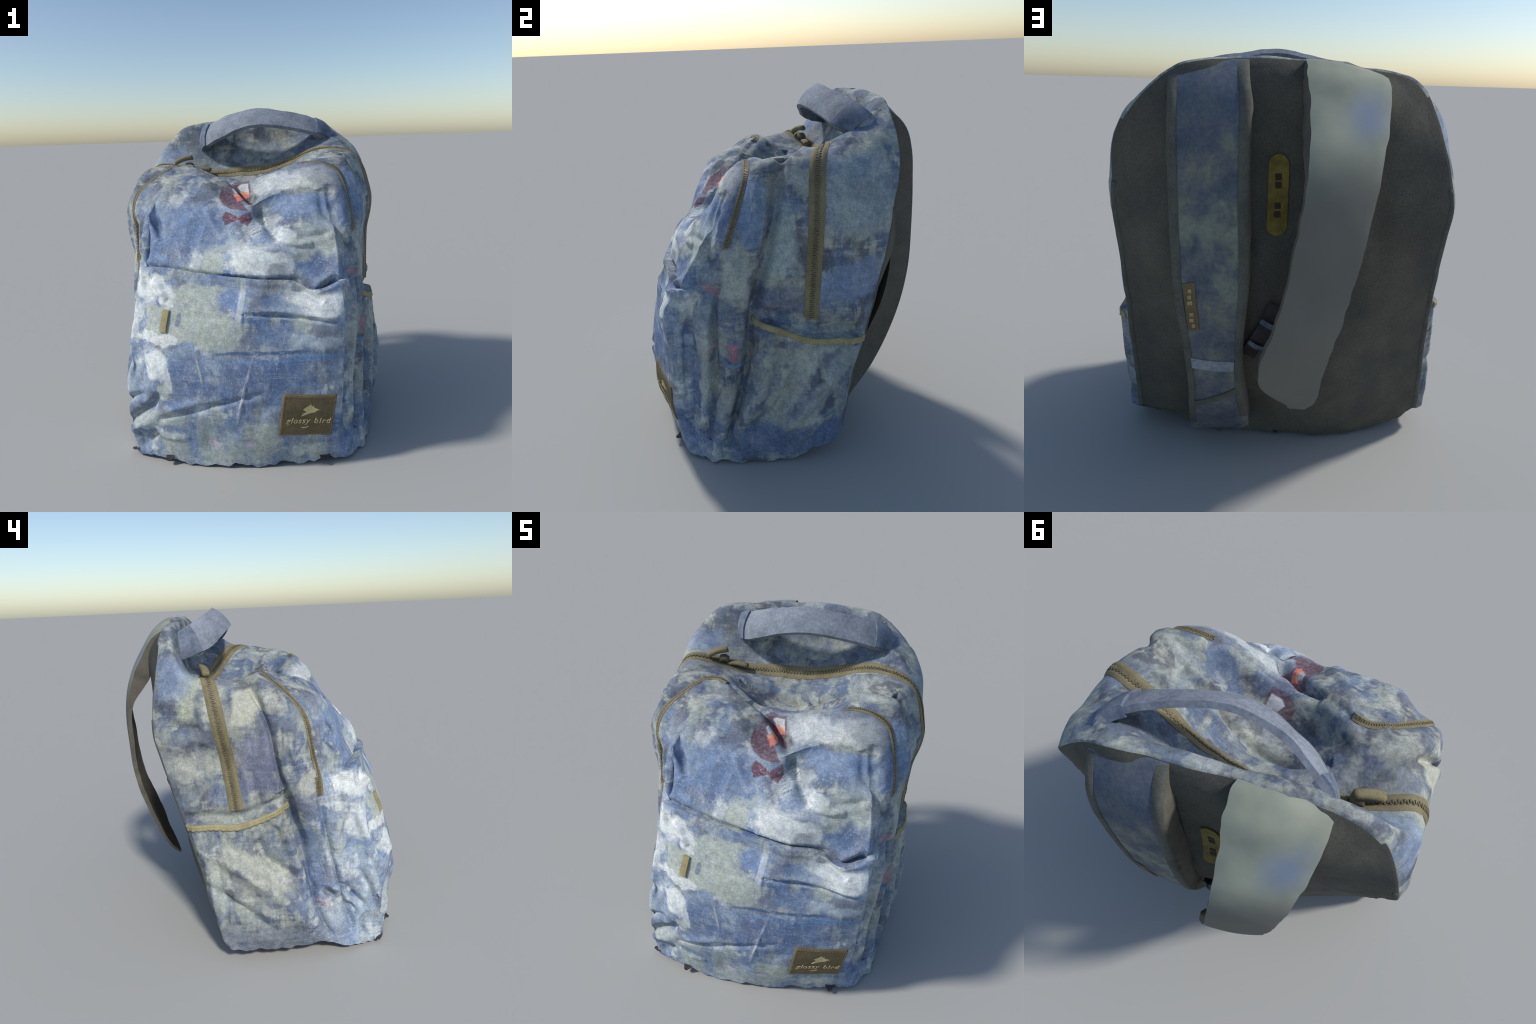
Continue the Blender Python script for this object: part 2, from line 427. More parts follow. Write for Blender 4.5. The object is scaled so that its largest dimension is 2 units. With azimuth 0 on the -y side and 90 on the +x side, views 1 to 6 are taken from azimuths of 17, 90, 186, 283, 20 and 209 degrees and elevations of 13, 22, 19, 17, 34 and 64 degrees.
M_DENIM = denim("denim_print_sides", "side")
M_DENIM_UP = denim("denim_print_upper_front", "upper")
M_DENIM_POCKET = denim("denim_print_pocket", "pocket")
M_BACK = cloth("charcoal_padded_mesh", srgb(78, 77, 72), srgb(92, 90, 80), 4, (120, 120, 120))
M_ZIP = cloth("olive_zipper_tape", srgb(114, 106, 82), srgb(134, 126, 98), 9, (200, 200, 60))
M_TEETH = cloth("olive_zipper_teeth", srgb(94, 86, 66), srgb(118, 110, 86), 30, (90, 90, 90), 0.55, 0.2, 0.4)
M_ELASTIC = cloth("tan_elastic", srgb(142, 133, 100), srgb(160, 151, 116), 14, (240, 240, 50))
M_WEB = cloth("grey_webbing", srgb(114, 121, 132), srgb(138, 145, 155), 7, (60, 60, 60), 0.8)
M_WEB_END = cloth("grey_webbing_wrap", srgb(88, 98, 114), srgb(124, 134, 150), 9, (60, 60, 60), 0.8)
M_PIPE = cloth("dark_piping", srgb(80, 81, 75), srgb(94, 95, 88), 10)
M_UNDER = cloth("strap_underside", srgb(96, 93, 84), srgb(108, 104, 94), 8)
M_LABEL = cloth("olive_leatherette", srgb(100, 88, 64), srgb(116, 102, 76), 12, (110, 110, 110), 0.7)
M_INK = cloth("cream_ink", srgb(190, 174, 128), srgb(206, 190, 144), 20)
M_THREAD = cloth("tan_thread", srgb(150, 134, 96), srgb(168, 152, 112), 30)
M_BASE = cloth("dark_hem", srgb(52, 52, 56), srgb(70, 68, 68), 9)

def strap_mat():
    """bare grey underside colour below, faded denim print near the shoulder"""
    g = G("faded_strap")
    p = g.xyz(g.co())
    grey = g.ramp(g.noise(3, 3), [(0.3, srgb(106, 106, 100)), (0.7, srgb(114, 114, 108))])
    sage = g.ramp(g.noise(5, 3), [(0.3, srgb(132, 138, 126)), (0.7, srgb(158, 162, 146))])
    d = g.n("ShaderNodeVectorMath", operation="DISTANCE")
    g.put(d.inputs[0], g.vmath("MULTIPLY", g.co(), (1, 0, 0.8)))
    d.inputs[1].default_value = (-0.385, 0, 1.755 * 0.8)
    sage = g.mix(g.math("MULTIPLY", g.step(g.math("ADD", d.outputs["Value"], g.math("MULTIPLY", g.noise(9, 2), 0.06)), 0.15, 0.04), 0.6), sage, srgb(116, 132, 166))
    zz = g.math("ADD", p[2], g.math("MULTIPLY", g.math("SUBTRACT", g.noise(4, 2), 0.5), 0.25))
    col = g.mix(g.step(zz, 1.42, 1.72), grey, sage)
    return g.finish(col, 0.85, g.noise(150, 2), 0.001, 0.2, 0.2)
M_STRAP = strap_mat()
def strap_denim():
    g = G("strap_denim_print")
    wv = g.co()
    n1 = g.noise(7, 4, 0.6, v=g.mapping((1.2, 0.4, 1), v=wv))
    col = g.ramp(n1, [(0.32, srgb(80, 86, 98)), (0.46, srgb(94, 100, 108)), (0.56, srgb(108, 110, 110)), (0.64, srgb(120, 126, 112))])
    z = g.xyz(g.co())[2]
    up = g.step(z, 1.55, 1.80)
    col = g.mix(g.math("MULTIPLY", up, 0.6), col, srgb(82, 94, 112))
    sg = g.step(g.noise(6, 3, 0.5, v=g.mapping((1, .4, .8), loc=(2, 2, 2))), 0.5, 0.6)
    mid = g.math("MULTIPLY", g.step(z, 0.85, 1.0), g.step(z, 1.55, 1.4))
    col = g.mix(g.math("MULTIPLY", g.math("MULTIPLY", sg, mid), 0.8), col, srgb(126, 134, 122))
    col = g.shade(col, g.noise(60, 3, 0.7), 0.9)
    return g.finish(col, 0.88, g.noise(160, 2), 0.002, 0.3, 0.15)
M_STRAPD = strap_denim()

# ------------------------------------------------------------------ seam curves of the bag
# Every seam runs right hem -> up the right side -> over the top -> down to the left hem (19 stations).
SEAM = {}
SEAM["back"] = [(.75, .33, 0), (.73, .375, .3), (.722, .424, .58), (.708, .475, .762), (.696, .555, 1.15), (.685, .595, 1.45),
    (.612, .628, 1.715), (.428, .612, 1.900), (.25, .580, 1.952), (.05, .535, 1.960), (-.15, .490, 1.963), (-.35, .437, 1.940),
    (-.635, .405, 1.828), (-.778, .420, 1.45), (-.778, .365, 1.15), (-.772, .292, .865), (-.778, .22, .6), (-.792, .155, .3), (-.80, .08, 0)]
SEAM["zip"] = [(.79, .14, 0), (.800, .14, .3), (.795, .15, .6), (.770, .17, .788), (.750, .195, 1.18), (.776, .207, 1.45),
    (.655, .225, 1.705), (.45, .27, 1.728), (.25, .307, 1.662), (.05, .32, 1.597), (-.15, .307, 1.582), (-.35, .28, 1.568),
    (-.672, .135, 1.634), (-.750, .075, 1.45), (-.708, .035, 1.15), (-.715, .0, .852), (-.775, -.02, .6), (-.805, -.04, .3), (-.775, -.05, 0)]
SEAM["crease"] = [(.81, -.34, 0), (.80, -.245, .3), (.77, -.17, .6), (.752, -.13, .890), (.738, -.055, 1.18), (.725, .0, 1.45),
    (.62, .045, 1.690), (.44, .08, 1.680), (.25, .10, 1.585), (.05, .15, 1.475), (-.12, .16, 1.495), (-.32, .10, 1.572),
    (-.60, -.05, 1.615), (-.715, -.168, 1.48), (-.690, -.230, 1.15), (-.625, -.268, .940), (-.588, -.355, .6), (-.660, -.45, .3), (-.61, -.54, 0)]
SEAM["edge"] = [(.785, -.44, 0), (.745, -.39, .3), (.735, -.35, .6), (.755, -.335, .9), (.742, -.285, 1.15), (.698, -.185, 1.46),
    (.61, -.13, 1.635), (.45, -.13, 1.675), (.28, -.155, 1.630), (.06, -.135, 1.572), (-.12, -.16, 1.585), (-.36, -.08, 1.660),
    (-.56, -.26, 1.560), (-.615, -.364, 1.44), (-.575, -.425, 1.10), (-.592, -.462, .9), (-.565, -.508, .6), (-.558, -.580, .3), (-.54, -.68, 0)]
SEAM["gusset"] = [(.745, -.53, 0), (.715, -.488, .3), (.710, -.470, .6), (.715, -.455, .9), (.700, -.39, 1.06), (.668, -.26, 1.42),
    (.575, -.20, 1.595), (.44, -.21, 1.625), (.28, -.225, 1.57), (.09, -.22, 1.515), (-.12, -.30, 1.545), (-.36, -.17, 1.615),
    (-.50, -.32, 1.53), (-.525, -.405, 1.40), (-.500, -.485, 1.085), (-.520, -.54, .9), (-.515, -.595, .6), (-.530, -.67, .3), (-.505, -.742, 0)]
SEAM["face"] = [(.665, -.578, 0), (.70, -.595, .3), (.715, -.580, .6), (.722, -.595, .9), (.685, -.51, 1.045), (.61, -.325, 1.38),
    (.525, -.27, 1.52), (.42, -.28, 1.54), (.28, -.30, 1.49), (.07, -.40, 1.41), (-.12, -.425, 1.45), (-.31, -.38, 1.53),
    (-.42, -.435, 1.48), (-.455, -.475, 1.36), (-.45, -.58, 1.09), (-.475, -.65, .9), (-.485, -.725, .6), (-.50, -.79, .3), (-.455, -.80, 0)]
S = {k: np.array(v) for k, v in SEAM.items()}
NS = 19
top = np.zeros(NS); top[6:13] = 1
ctr = np.array([0.0, 0.0, 0.0])
def outward(P):
    """horizontal outward direction on the sides, upward on the top"""
    o = np.zeros_like(P)
    o[:, 0] = np.sign(P[:, 0]) * (1 - top)
    o[:, 2] = top
    o[6] = (.6, 0, .8); o[12] = (-.6, 0, .8)
    return o
def between(a, b, u, bulge_side, bulge_top):
    P = S[a] * (1 - u) + S[b] * u
    o = outward(P)
    return P + o * (bulge_side * (1 - top) + bulge_top * top)[:, None]
ridge = S["back"] + np.where(top[:, None] > 0, (0, -.042, -.010), (0, 0, 0))
sd = top == 0
ridge[sd] = between("back", "zip", .15, .018, 0)[sd]
ridge[6] = S["back"][6] + (.02, -.07, .012)
ridge[12] = S["back"][12] + (-.015, -.04, .0)
wall = between("back", "zip", .52, .012, 0)
wall[7:12] = S["zip"][7:12] + (S["back"][7:12] - S["zip"][7:12]) * np.array([0, .42, .50])
wall[6] += (.02, 0, .0); wall[12] += (-.02, 0, -.05); wall[11] += (0, .03, -.05); wall[13] += (-.012, 0, 0); wall[12] += (-.052, 0, .01); wall[8:11] += np.array([0, .040, -.02])
wall[14] += (.005, 0, 0); wall[13:16, 0] += .008
mid1 = between("zip", "crease", .5, .0, .010)
mid1[14:17, 0] += np.array([-.01, .0, .035]); mid1[17, 0] -= .012; mid1[8:13, 2] -= np.array([.022, .022, .022, .022, .012]); mid1[1:4, 0] -= .018
mid2 = between("crease", "edge", .42, .022, .018)
mid2[7:12, 2] -= np.array([.025, .07, .09, .09, .035])
mid2[13:16, 0] += np.array([.014, .004, -.014]); mid2[16:18, 0] += .042
mid2[12] += (-.02, 0, .02)
ARCH = [S["back"], ridge, wall, S["zip"], mid1, S["crease"], mid2, S["edge"], S["gusset"], S["face"]]
K_ZIP, K_CREASE, K_EDGE, K_GUSSET, K_FACE = 3, 5, 7, 8, 9

SPAN_T = 36            # samples per station span
SPAN_S = [6, 12, 12, 14, 14, 14, 14, 10, 12]
A = np.array(ARCH)                                     # (10,19,3)
kt = np.r_[0, np.cumsum(np.linalg.norm(np.diff(A, axis=1), axis=2).mean(0))]
tt = np.concatenate([np.linspace(kt[i], kt[i+1], SPAN_T, endpoint=False) for i in range(NS-1)] + [[kt[-1]]])
NT = len(tt)
At = np.array([hermite(a, kt, tt) for a in A])          # (10,NT,3)
ks = np.r_[0, np.cumsum(np.linalg.norm(np.diff(At, axis=0), axis=2).mean(1))]
ss = np.concatenate([np.linspace(ks[i], ks[i+1], n, endpoint=False) for i, n in enumerate(SPAN_S)] + [[ks[-1]]])
ROW = np.r_[0, np.cumsum(SPAN_S)]                        # grid row of each seam
SIDE = hermite(At, ks, ss)                              # (rows,NT,3)
ST = lambda i: i * SPAN_T                               # grid column of station i

def thin_plate(pts, smooth=0.0008):
    """surface y = f(x, z) through scattered tape-measure points"""
    pts = np.array(pts, float)
    q = pts[:, [0, 2]]
    def U(r2):
        return np.where(r2 > 1e-12, 0.5 * r2 * np.log(np.maximum(r2, 1e-12)), 0)
    n = len(q)
    Kx = U(((q[:, None] - q[None]) ** 2).sum(-1)) + np.eye(n) * smooth
    Pm = np.c_[np.ones(n), q]
    L = np.block([[Kx, Pm], [Pm.T, np.zeros((3, 3))]])
    w = np.linalg.solve(L, np.r_[pts[:, 1], 0, 0, 0])
    def f(x, z):
        sh = np.shape(x)
        xz = np.c_[np.ravel(x), np.ravel(z)]
        out = np.empty(len(xz))
        for i in range(0, len(xz), 20000):
            c = xz[i:i+20000]
            out[i:i+20000] = U(((c[:, None] - q[None]) ** 2).sum(-1)) @ w[:n] + w[n] + c @ w[n+1:]
        return out.reshape(sh)
    return f

FRONT_PTS = list(map(tuple, S["face"])) + [
    (.415, -.738, .464), (.681, -.616, .424), (.649, -.605, .185), (.387, -.743, .229), (.176, -.815, .304), (.22, -.775, .60),
    (.032, -.805, .151), (.233, -.787, .165), (-.275, -.835, .556), (-.193, -.856, .33), (-.17, -.845, .22), (-.42, -.805, .12), (-.12, -.822, .03),
    (.12, -.788, .03), (.38, -.705, .03), (-.173, -.206, 1.599), (-.084, -.28, 1.559), (-.004, -.335, 1.515), (.064, -.37, 1.467), (.188, -.37, 1.373), (.254, -.405, 1.329), (-.225, -.735, .892), (.207, -.725, .888), (.60, -.645, .85), (.15, -.625, 1.05), (-.30, -.625, 1.07),
    (.135, -.598, 1.165), (-.2, -.57, 1.16), (.445, -.45, 1.278), (.42, -.55, 1.10), (-.077, -.485, 1.336), (-.285, -.45, 1.44), (.099, -.453, 1.369),
    (.60, -.36, 1.25), (.31, -.48, 1.275), (.126, -.358, 1.42), (-.05, -.795, .7), (.35, -.72, .68), (.5, -.682, .62), (.176, -.755, .723), (-.38, -.815, .45), (-.38, -.805, .28), (-.03, -.825, .58), (.536, -.69, .50), (.534, -.64, .822), (.335, -.685, .865), (-.16, -.425, 1.47), (-.286, -.40, 1.52), (-.06, -.47, 1.414), (.25, -.54, 1.25), (.014, -.54, 1.224), (.354, -.48, 1.29), (.30, -.285, 1.47), (-.1, -.375, 1.505), (-.35, -.755, .75)]
F = thin_plate(FRONT_PTS)
BACK_PTS = list(map(tuple, S["back"])) + [
    (-.03, .572, 1.90), (.25, .628, 1.90), (-.3, .53, 1.90), (-.46, .53, 1.79), (.45, .66, 1.72), (-.03, .582, 1.80), (-.03, .592, 1.58), (-.02, .605, 1.42), (.02, .66, 1.22), (.0, .66, .98), (0, .57, .7), (0, .41, .33), (0, .30, .03),
    (.25, .655, 1.7), (.25, .68, 1.45), (.25, .685, 1.2), (.25, .66, .9), (.25, .53, .5), (.12, .325, .2), (.32, .33, .03), (.5, .635, 1.5), (.48, .665, 1.2), (.50, .555, .85), (.52, .44, .4),
    (-.30, .58, 1.7), (-.30, .575, 1.45), (-.32, .54, 1.2), (-.32, .495, .9), (-.30, .47, .62), (-.28, .44, .40), (-.35, .27, .03), (-.58, .50, 1.55), (-.60, .452, 1.2), (-.60, .395, .9), (-.58, .305, .5), (-.58, .17, .03)]
GB = thin_plate(BACK_PTS)

def inner_block(edge_row, spine, f, n, dip=None):
    """concentric rows from an arch towards a spine, lying on y=f(x,z)"""
    sp = hermite(np.array(spine, float), kt, tt)
    rows = []
    fe = edge_row[:, 1] - f(edge_row[:, 0], edge_row[:, 2])
    for u in np.linspace(0, 1, n + 1)[1:]:
        x = edge_row[:, 0] * (1 - u) + sp[:, 0] * u
        z = edge_row[:, 2] * (1 - u) + sp[:, 1] * u
        if dip is not None:
            z = z + dip(x, z)
        rows.append(np.c_[x, f(x, z) + fe * (1 - u) ** 2, z])
    return np.array(rows)
spine_z = [0, .3, .6, .88, 1.068, 1.12, 1.155, 1.17, 1.178, 1.18, 1.178, 1.17, 1.155, 1.12, 1.068, .88, .6, .3, 0]
spine_x = [.1, .1, .1, .1, .1, .115, .13, .13, .12, .10, .08, .07, .07, .085, .1, .1, .1, .1, .1]
pocket_dip = lambda x, z: -.05 * np.exp(-((x - .555) / .085) ** 2 - ((z - 1.045) / .07) ** 2) + .012 * np.exp(-((x + .28) / .12) ** 2 - ((z - 1.08) / .07) ** 2)
NF = 96
FRONT = inner_block(SIDE[-1], np.c_[spine_x, spine_z], F, NF, pocket_dip)
bz = [0, .3, .6, .8, 1.15, 1.4, 1.5, 1.52, 1.53, 1.53, 1.53, 1.52, 1.5, 1.4, 1.15, .86, .6, .3, 0]
NB = 56
BACK = inner_block(SIDE[0], np.c_[np.full(NS, -.03), bz], GB, NB)
GRID = np.concatenate([BACK[::-1], SIDE, FRONT])         # rows: back spine -> seam -> front spine
R0 = NB                                                # grid row of the back seam
row = lambda k: R0 + int(ROW[k])
NR = len(GRID)

def grid_normals(P):
    dt = np.gradient(P, axis=1); ds = np.gradient(P, axis=0)
    n = np.cross(dt, ds)
    return unit(n)
N = grid_normals(GRID)
if (N[R0 + 30, ST(2)] @ np.array([1, 0, 0])) < 0:
    N = -N; FLIP = True
else:
    FLIP = False
# degenerate spines: borrow neighbouring normals
N[-1] = N[-3]; N[-2] = N[-3]; N[0] = N[2]; N[1] = N[2]

# ------------------------------------------------------------------ folds, creases, bulges
def fold(P, pts, width, depth, ends=0.25, shift=0.0):
    """signed gaussian ridge (+) or groove (-) along a 3-D polyline, tapering at its ends"""
    C = curve(pts, 40)
    lo, hi = C.min(0) - 3.2 * width, C.max(0) + 3.2 * width
    m = np.all((P >= lo) & (P <= hi), axis=-1)
    out = np.zeros(P.shape[:-1])
    q = P[m]
    if not len(q):
        return out
    d = np.linalg.norm(q[:, None] - C[None], axis=2)
    i = d.argmin(1)
    t = i / 39.0
    # true distance to the neighbouring segments
    best = d[np.arange(len(q)), i]
    for a, b in ((np.maximum(i - 1, 0), i), (i, np.minimum(i + 1, 39))):
        ab = C[b] - C[a]; L = np.maximum((ab ** 2).sum(1), 1e-12)
        s = np.clip(((q - C[a]) * ab).sum(1) / L, 0, 1)
        best = np.minimum(best, np.linalg.norm(q - (C[a] + ab * s[:, None]), axis=1))
    tap = np.clip(t / max(ends, 1e-6), 0, 1) * np.clip((1 - t) / max(ends, 1e-6), 0, 1) if ends else 1.0
    tap = np.sqrt(np.clip(tap, 0, 1))
    out[m] = depth * np.exp(-(best / width) ** 2) * tap
    return out

def f3(pts):     # points on the front given by x,z
    return [(x, float(F(np.array([x]), np.array([z]))[0]), z) for x, z in pts]

D = np.zeros(GRID.shape[:2])
crow = GRID[row(K_CREASE)]
erow = GRID[row(K_EDGE)]
grow = GRID[row(K_GUSSET)]
pick = lambda r, *st: [tuple(r[int(s * SPAN_T)]) for s in st]
FOLDS = [
    # structural seams
    (pick(crow, .3, 1, 2, 3, 4, 5, 5.6, 6.3), .026, -.040, .12),
    (pick(crow, 7, 8, 9, 10, 11), .022, -.028, .2),
    (pick(crow, 12, 12.6, 13, 14, 15), .016, -.030, .2),
    (pick(crow, 14.6, 15, 16, 17, 17.8), .028, -.034, .15),
    (pick(erow, .4, 1, 2, 3, 3.8), .018, -.028, .15),
    (pick(grow, .4, 1, 2, 3, 3.9), .026, -.022, .15),
    ([(.735, -.42, .12), (.742, -.412, .4), (.738, -.40, .7), (.745, -.39, .98)], .020, .020, .2),
    (pick(erow, 14, 15, 16, 17, 17.7), .020, -.026, .15),
    (pick(erow, 4, 5, 6, 7, 8, 9, 10, 11, 12, 13, 14), .022, -.010, .1),
    # the deep diagonal fold of the front panel
    ([(-.14, -.14, 1.60), (-.04, -.17, 1.565), (.03, -.21, 1.53), (.09, -.25, 1.49), (.15, -.31, 1.435), (.20, -.35, 1.38), (.25, -.39, 1.33)], .028, -.056, .35),
    (f3([(.22, 1.36), (.28, 1.31), (.34, 1.255)]), .022, -.020, .35),
    (f3([(-.36, 1.645), (-.17, 1.56), (-.06, 1.49), (.05, 1.425), (.14, 1.36), (.22, 1.29)]), .034, .014, .35),
    (f3([(.30, 1.30), (.37, 1.24), (.44, 1.215), (.56, 1.20)]), .025, -.012, .3),
    (f3([(.20, 1.24), (.36, 1.20), (.56, 1.17)]), .02, .010, .4),
    # left shoulder dent of the front panel
    (f3([(-.44, 1.47), (-.41, 1.37), (-.37, 1.25)]), .026, -.022, .3),
    (f3([(-.50, 1.38), (-.495, 1.25), (-.48, 1.13)]), .022, .018, .3),
    (f3([(-.455, 1.33), (-.445, 1.22), (-.43, 1.12)]), .018, -.016, .3),
    (f3([(.66, 1.50), (.62, 1.40), (.66, 1.29), (.62, 1.20)]), .03, -.014, .3),
    # pocket: flap welt, corner pinches, hem folds
    (f3([(.19, .890), (.40, .878), (.55, .862), (.70, .848)]), .009, -.014, .06),
    (f3([(.20, .912), (.40, .900), (.55, .884), (.70, .870)]), .016, .007, .08),
    (f3([(.44, 1.02), (.53, .985), (.61, .945)]), .018, -.022, .35),
    (f3([(.585, 1.0), (.63, 1.03), (.665, 1.06)]), .016, -.018, .3),
    (f3([(.55, 1.015), (.60, 1.05), (.66, 1.075)]), .016, .016, .3),
    (f3([(-.36, 1.03), (-.30, .99), (-.25, .94)]), .02, .016, .3),
    (f3([(-.42, 1.04), (-.40, .97), (-.33, .92)]), .02, -.012, .3),
    (f3([(-.30, .26), (-.18, .325), (0, .385), (.17, .435), (.33, .475)]), .014, -.018, .4),
    (f3([(-.30, .30), (-.18, .365), (0, .425)]), .022, .010, .4),
    (f3([(-.50, .20), (-.42, .28), (-.34, .34), (-.26, .45)]), .026, -.026, .3),
    (f3([(-.50, .15), (-.40, .22), (-.30, .27)]), .03, .018, .4),
    (f3([(-.50, .60), (-.44, .48), (-.36, .38)]), .03, -.014, .4),
    (f3([(-.40, .66), (-.31, .60), (-.24, .50)]), .025, .010, .4),
    (f3([(.22, .56), (.205, .45), (.175, .32)]), .010, .007, .3),
    (f3([(.33, .10), (.42, .14), (.56, .155), (.66, .14)]), .016, -.010, .3),
    (f3([(-.42, .05), (-.36, .12), (-.30, .20)]), .025, -.02, .3),
    (f3([(-.40, .88), (-.42, .78), (-.38, .66)]), .03, -.012, .4),
    # top gusset wrinkles
    ([(.52, .16, 1.73), (.36, .19, 1.69), (.20, .21, 1.62)], .018, .010, .4),
    ([(.56, -.04, 1.70), (.40, -.02, 1.68), (.22, .0, 1.60)], .022, -.014, .4),
    ([(-.42, -.02, 1.68), (-.28, .0, 1.63), (-.14, .02, 1.57)], .03, .022, .4),
    ([(-.46, .16, 1.60), (-.30, .20, 1.59), (-.12, .22, 1.56)], .02, -.010, .4),
    # back panel: padded channels
    ([(-.46, .50, 1.55), (-.47, .50, 1.3), (-.50, .43, 1.05)], .05, -.018, .35),
    ([(-.66, .40, .70), (-.5, .30, .62), (-.3, .36, .50)], .03, -.010, .4),
    ([(.10, .62, 1.45), (.09, .66, 1.26), (.04, .68, 1.15)], .022, -.018, .3),
    ([(.52, .60, 1.5), (.53, .59, 1.25), (.55, .53, 1.0)], .05, -.012, .35),
]
for pts, w, dpt, en in FOLDS:
    D += fold(GRID, pts, w, dpt * 1.5, en)

# soft crumple
P = GRID
D += .010 * noise3(P * 4.2) + .006 * noise3(P * 9.0 + 3.1)
crump = noise3(P * np.array([15, 15, 9]) + 9.7)
D += .0022 * (1 - np.abs(crump) * 2.4) * smooth01(noise3(P * 3.1 + 5), -.25, .35) - .002
big = noise3(P * np.array([7.5, 7.5, 5.0]) + 21.3)
calm = 1 - .6 * smooth01(-P[..., 1], .50, .62)           # the stuffed front face stays tauter
D += .024 * (.22 - np.abs(big)) * smooth01(noise3(P * 2.3 + 11), -.35, .3) * calm
D[:R0 - 4] *= .55

# side pockets stand off the panel below the elastic; front pocket stands off below its top fold
tcol = np.arange(NT)
rr = np.arange(NR)
def across(a, b, sharp=.12):
    u = np.clip((rr - a) / (b - a), 0, 1)
    return np.clip(np.minimum(u, 1 - u) / sharp, 0, 1) * ((rr >= a) & (rr <= b))
sp = across(row(0), row(K_CREASE))
for cols, sgn in ((tcol <= ST(3), 1), (tcol >= ST(15), -1)):
    D += np.outer(sp, cols) * (.026 if sgn > 0 else .018)
    edge = ST(3) if sgn > 0 else ST(15)
    down = (edge - tcol) * sgn                                  # columns below the mouth
    gath = np.exp(-np.clip(down - 6, 0, 99) / 14.0) * (down >= 4) * (1 - np.exp(-np.clip(down - 4, 0, 99) / 3.0))
    wav = np.sin(rr * .62 + 1.3 * np.sin(rr * .23)) * .6 + np.sin(rr * 1.15 + 2) * .4
    D += np.outer(sp * wav, gath) * .016
    mouth = np.exp(-((down + 5) / 4.0) ** 2) * (down < 0)
    D -= np.outer(sp, mouth) * .030
fp = smooth01(rr, row(K_GUSSET) + 3, row(K_FACE) + 4)
below = (tcol <= ST(4)) | (tcol >= ST(14))
depth_below = np.where(tcol <= ST(9), ST(4) - tcol, tcol - ST(14))
D += np.outer(fp, below * np.exp(-np.clip(depth_below, 0, 999) / 16.0)) * .030
dd = np.minimum(np.abs(tcol - ST(4)), np.abs(tcol - ST(14)))
D -= np.outer(fp, np.exp(-(dd / 3.0) ** 2) * ~below) * .030
D += np.outer(fp, np.exp(-((dd - 5) / 5.0) ** 2) * below) * .008

GRID = GRID + N * D[..., None]
# smaller wrinkles: polyline on the cloth, width, height (+ ridge, - groove), end taper
LEFT_WRINKLES = [
    ([(-.80, .17, .70), (-.77, .06, .65), (-.76, -.10, .52), (-.72, -.24, .37), (-.66, -.40, .20)], .044, .040, .3),
    ([(-.80, .18, .52), (-.79, .05, .43), (-.79, -.06, .34), (-.75, -.20, .20)], .032, -.026, .3),
    ([(-.73, -.14, .76), (-.72, -.19, .63), (-.69, -.3, .53), (-.66, -.38, .44)], .024, -.026, .3),
    ([(-.69, -.26, .76), (-.67, -.3, .66), (-.63, -.36, .52)], .02, .018, .3),
    ([(-.51, -.56, 1.04), (-.55, -.6, .9), (-.6, -.58, .77), (-.59, -.56, .64)], .026, .02, .3),
    ([(-.53, -.62, .86), (-.55, -.65, .72), (-.58, -.61, .61)], .022, -.018, .3),
    ([(-.49, -.69, .8), (-.5, -.72, .64), (-.54, -.74, .48), (-.53, -.77, .32)], .024, .016, .3),
    ([(-.58, -.57, .43), (-.6, -.64, .37), (-.54, -.72, .25)], .022, -.03, .3),
    ([(-.56, -.67, .52), (-.55, -.73, .37), (-.52, -.75, .24)], .016, -.02, .3),
    ([(-.39, -.82, .41), (-.52, -.78, .34), (-.52, -.75, .24)], .018, -.022, .3),
    ([(-.61, -.4, .45), (-.63, -.52, .42), (-.56, -.62, .29)], .022, .022, .3),
    ([(-.64, -.46, .45), (-.63, -.55, .37), (-.56, -.66, .23)], .02, -.024, .3),
    ([(-.8, .37, 1.45), (-.84, .25, 1.42), (-.83, .15, 1.38)], .024, -.014, .3),
    ([(-.83, .29, 1.31), (-.83, .18, 1.34), (-.8, .08, 1.29)], .03, .012, .3),
    ([(-.71, -.08, 1.17), (-.71, -.1, 1.03), (-.7, -.12, .92)], .026, -.016, .3),
    ([(-.54, -.72, .23), (-.53, -.68, .14), (-.51, -.69, .05)], .016, -.018, .3),
    ([(-.64, -.31, 1.48), (-.66, -.29, 1.32), (-.64, -.32, 1.15)], .02, .016, .3),
    ([(-.6, -.4, 1.36), (-.57, -.44, 1.23), (-.57, -.46, 1.1)], .018, -.018, .3),
    ([(-.53, -.44, 1.39), (-.55, -.47, 1.26), (-.55, -.49, 1.12)], .018, .016, .3),
    ([(-.81, .09, .81), (-.82, .07, .76), (-.82, .06, .69)], .012, -.014, .3),
    ([(-.81, .0, .82), (-.81, -.01, .77), (-.8, -.03, .71)], .012, .012, .3),
    ([(-.78, -.07, .82), (-.77, -.09, .76), (-.76, -.12, .7)], .012, -.014, .3),
    ([(-.71, -.18, .82), (-.71, -.21, .77), (-.7, -.25, .69)], .012, -.014, .3),
    ([(-.7, -.24, .85), (-.68, -.26, .78), (-.66, -.29, .7)], .012, .012, .3),
]
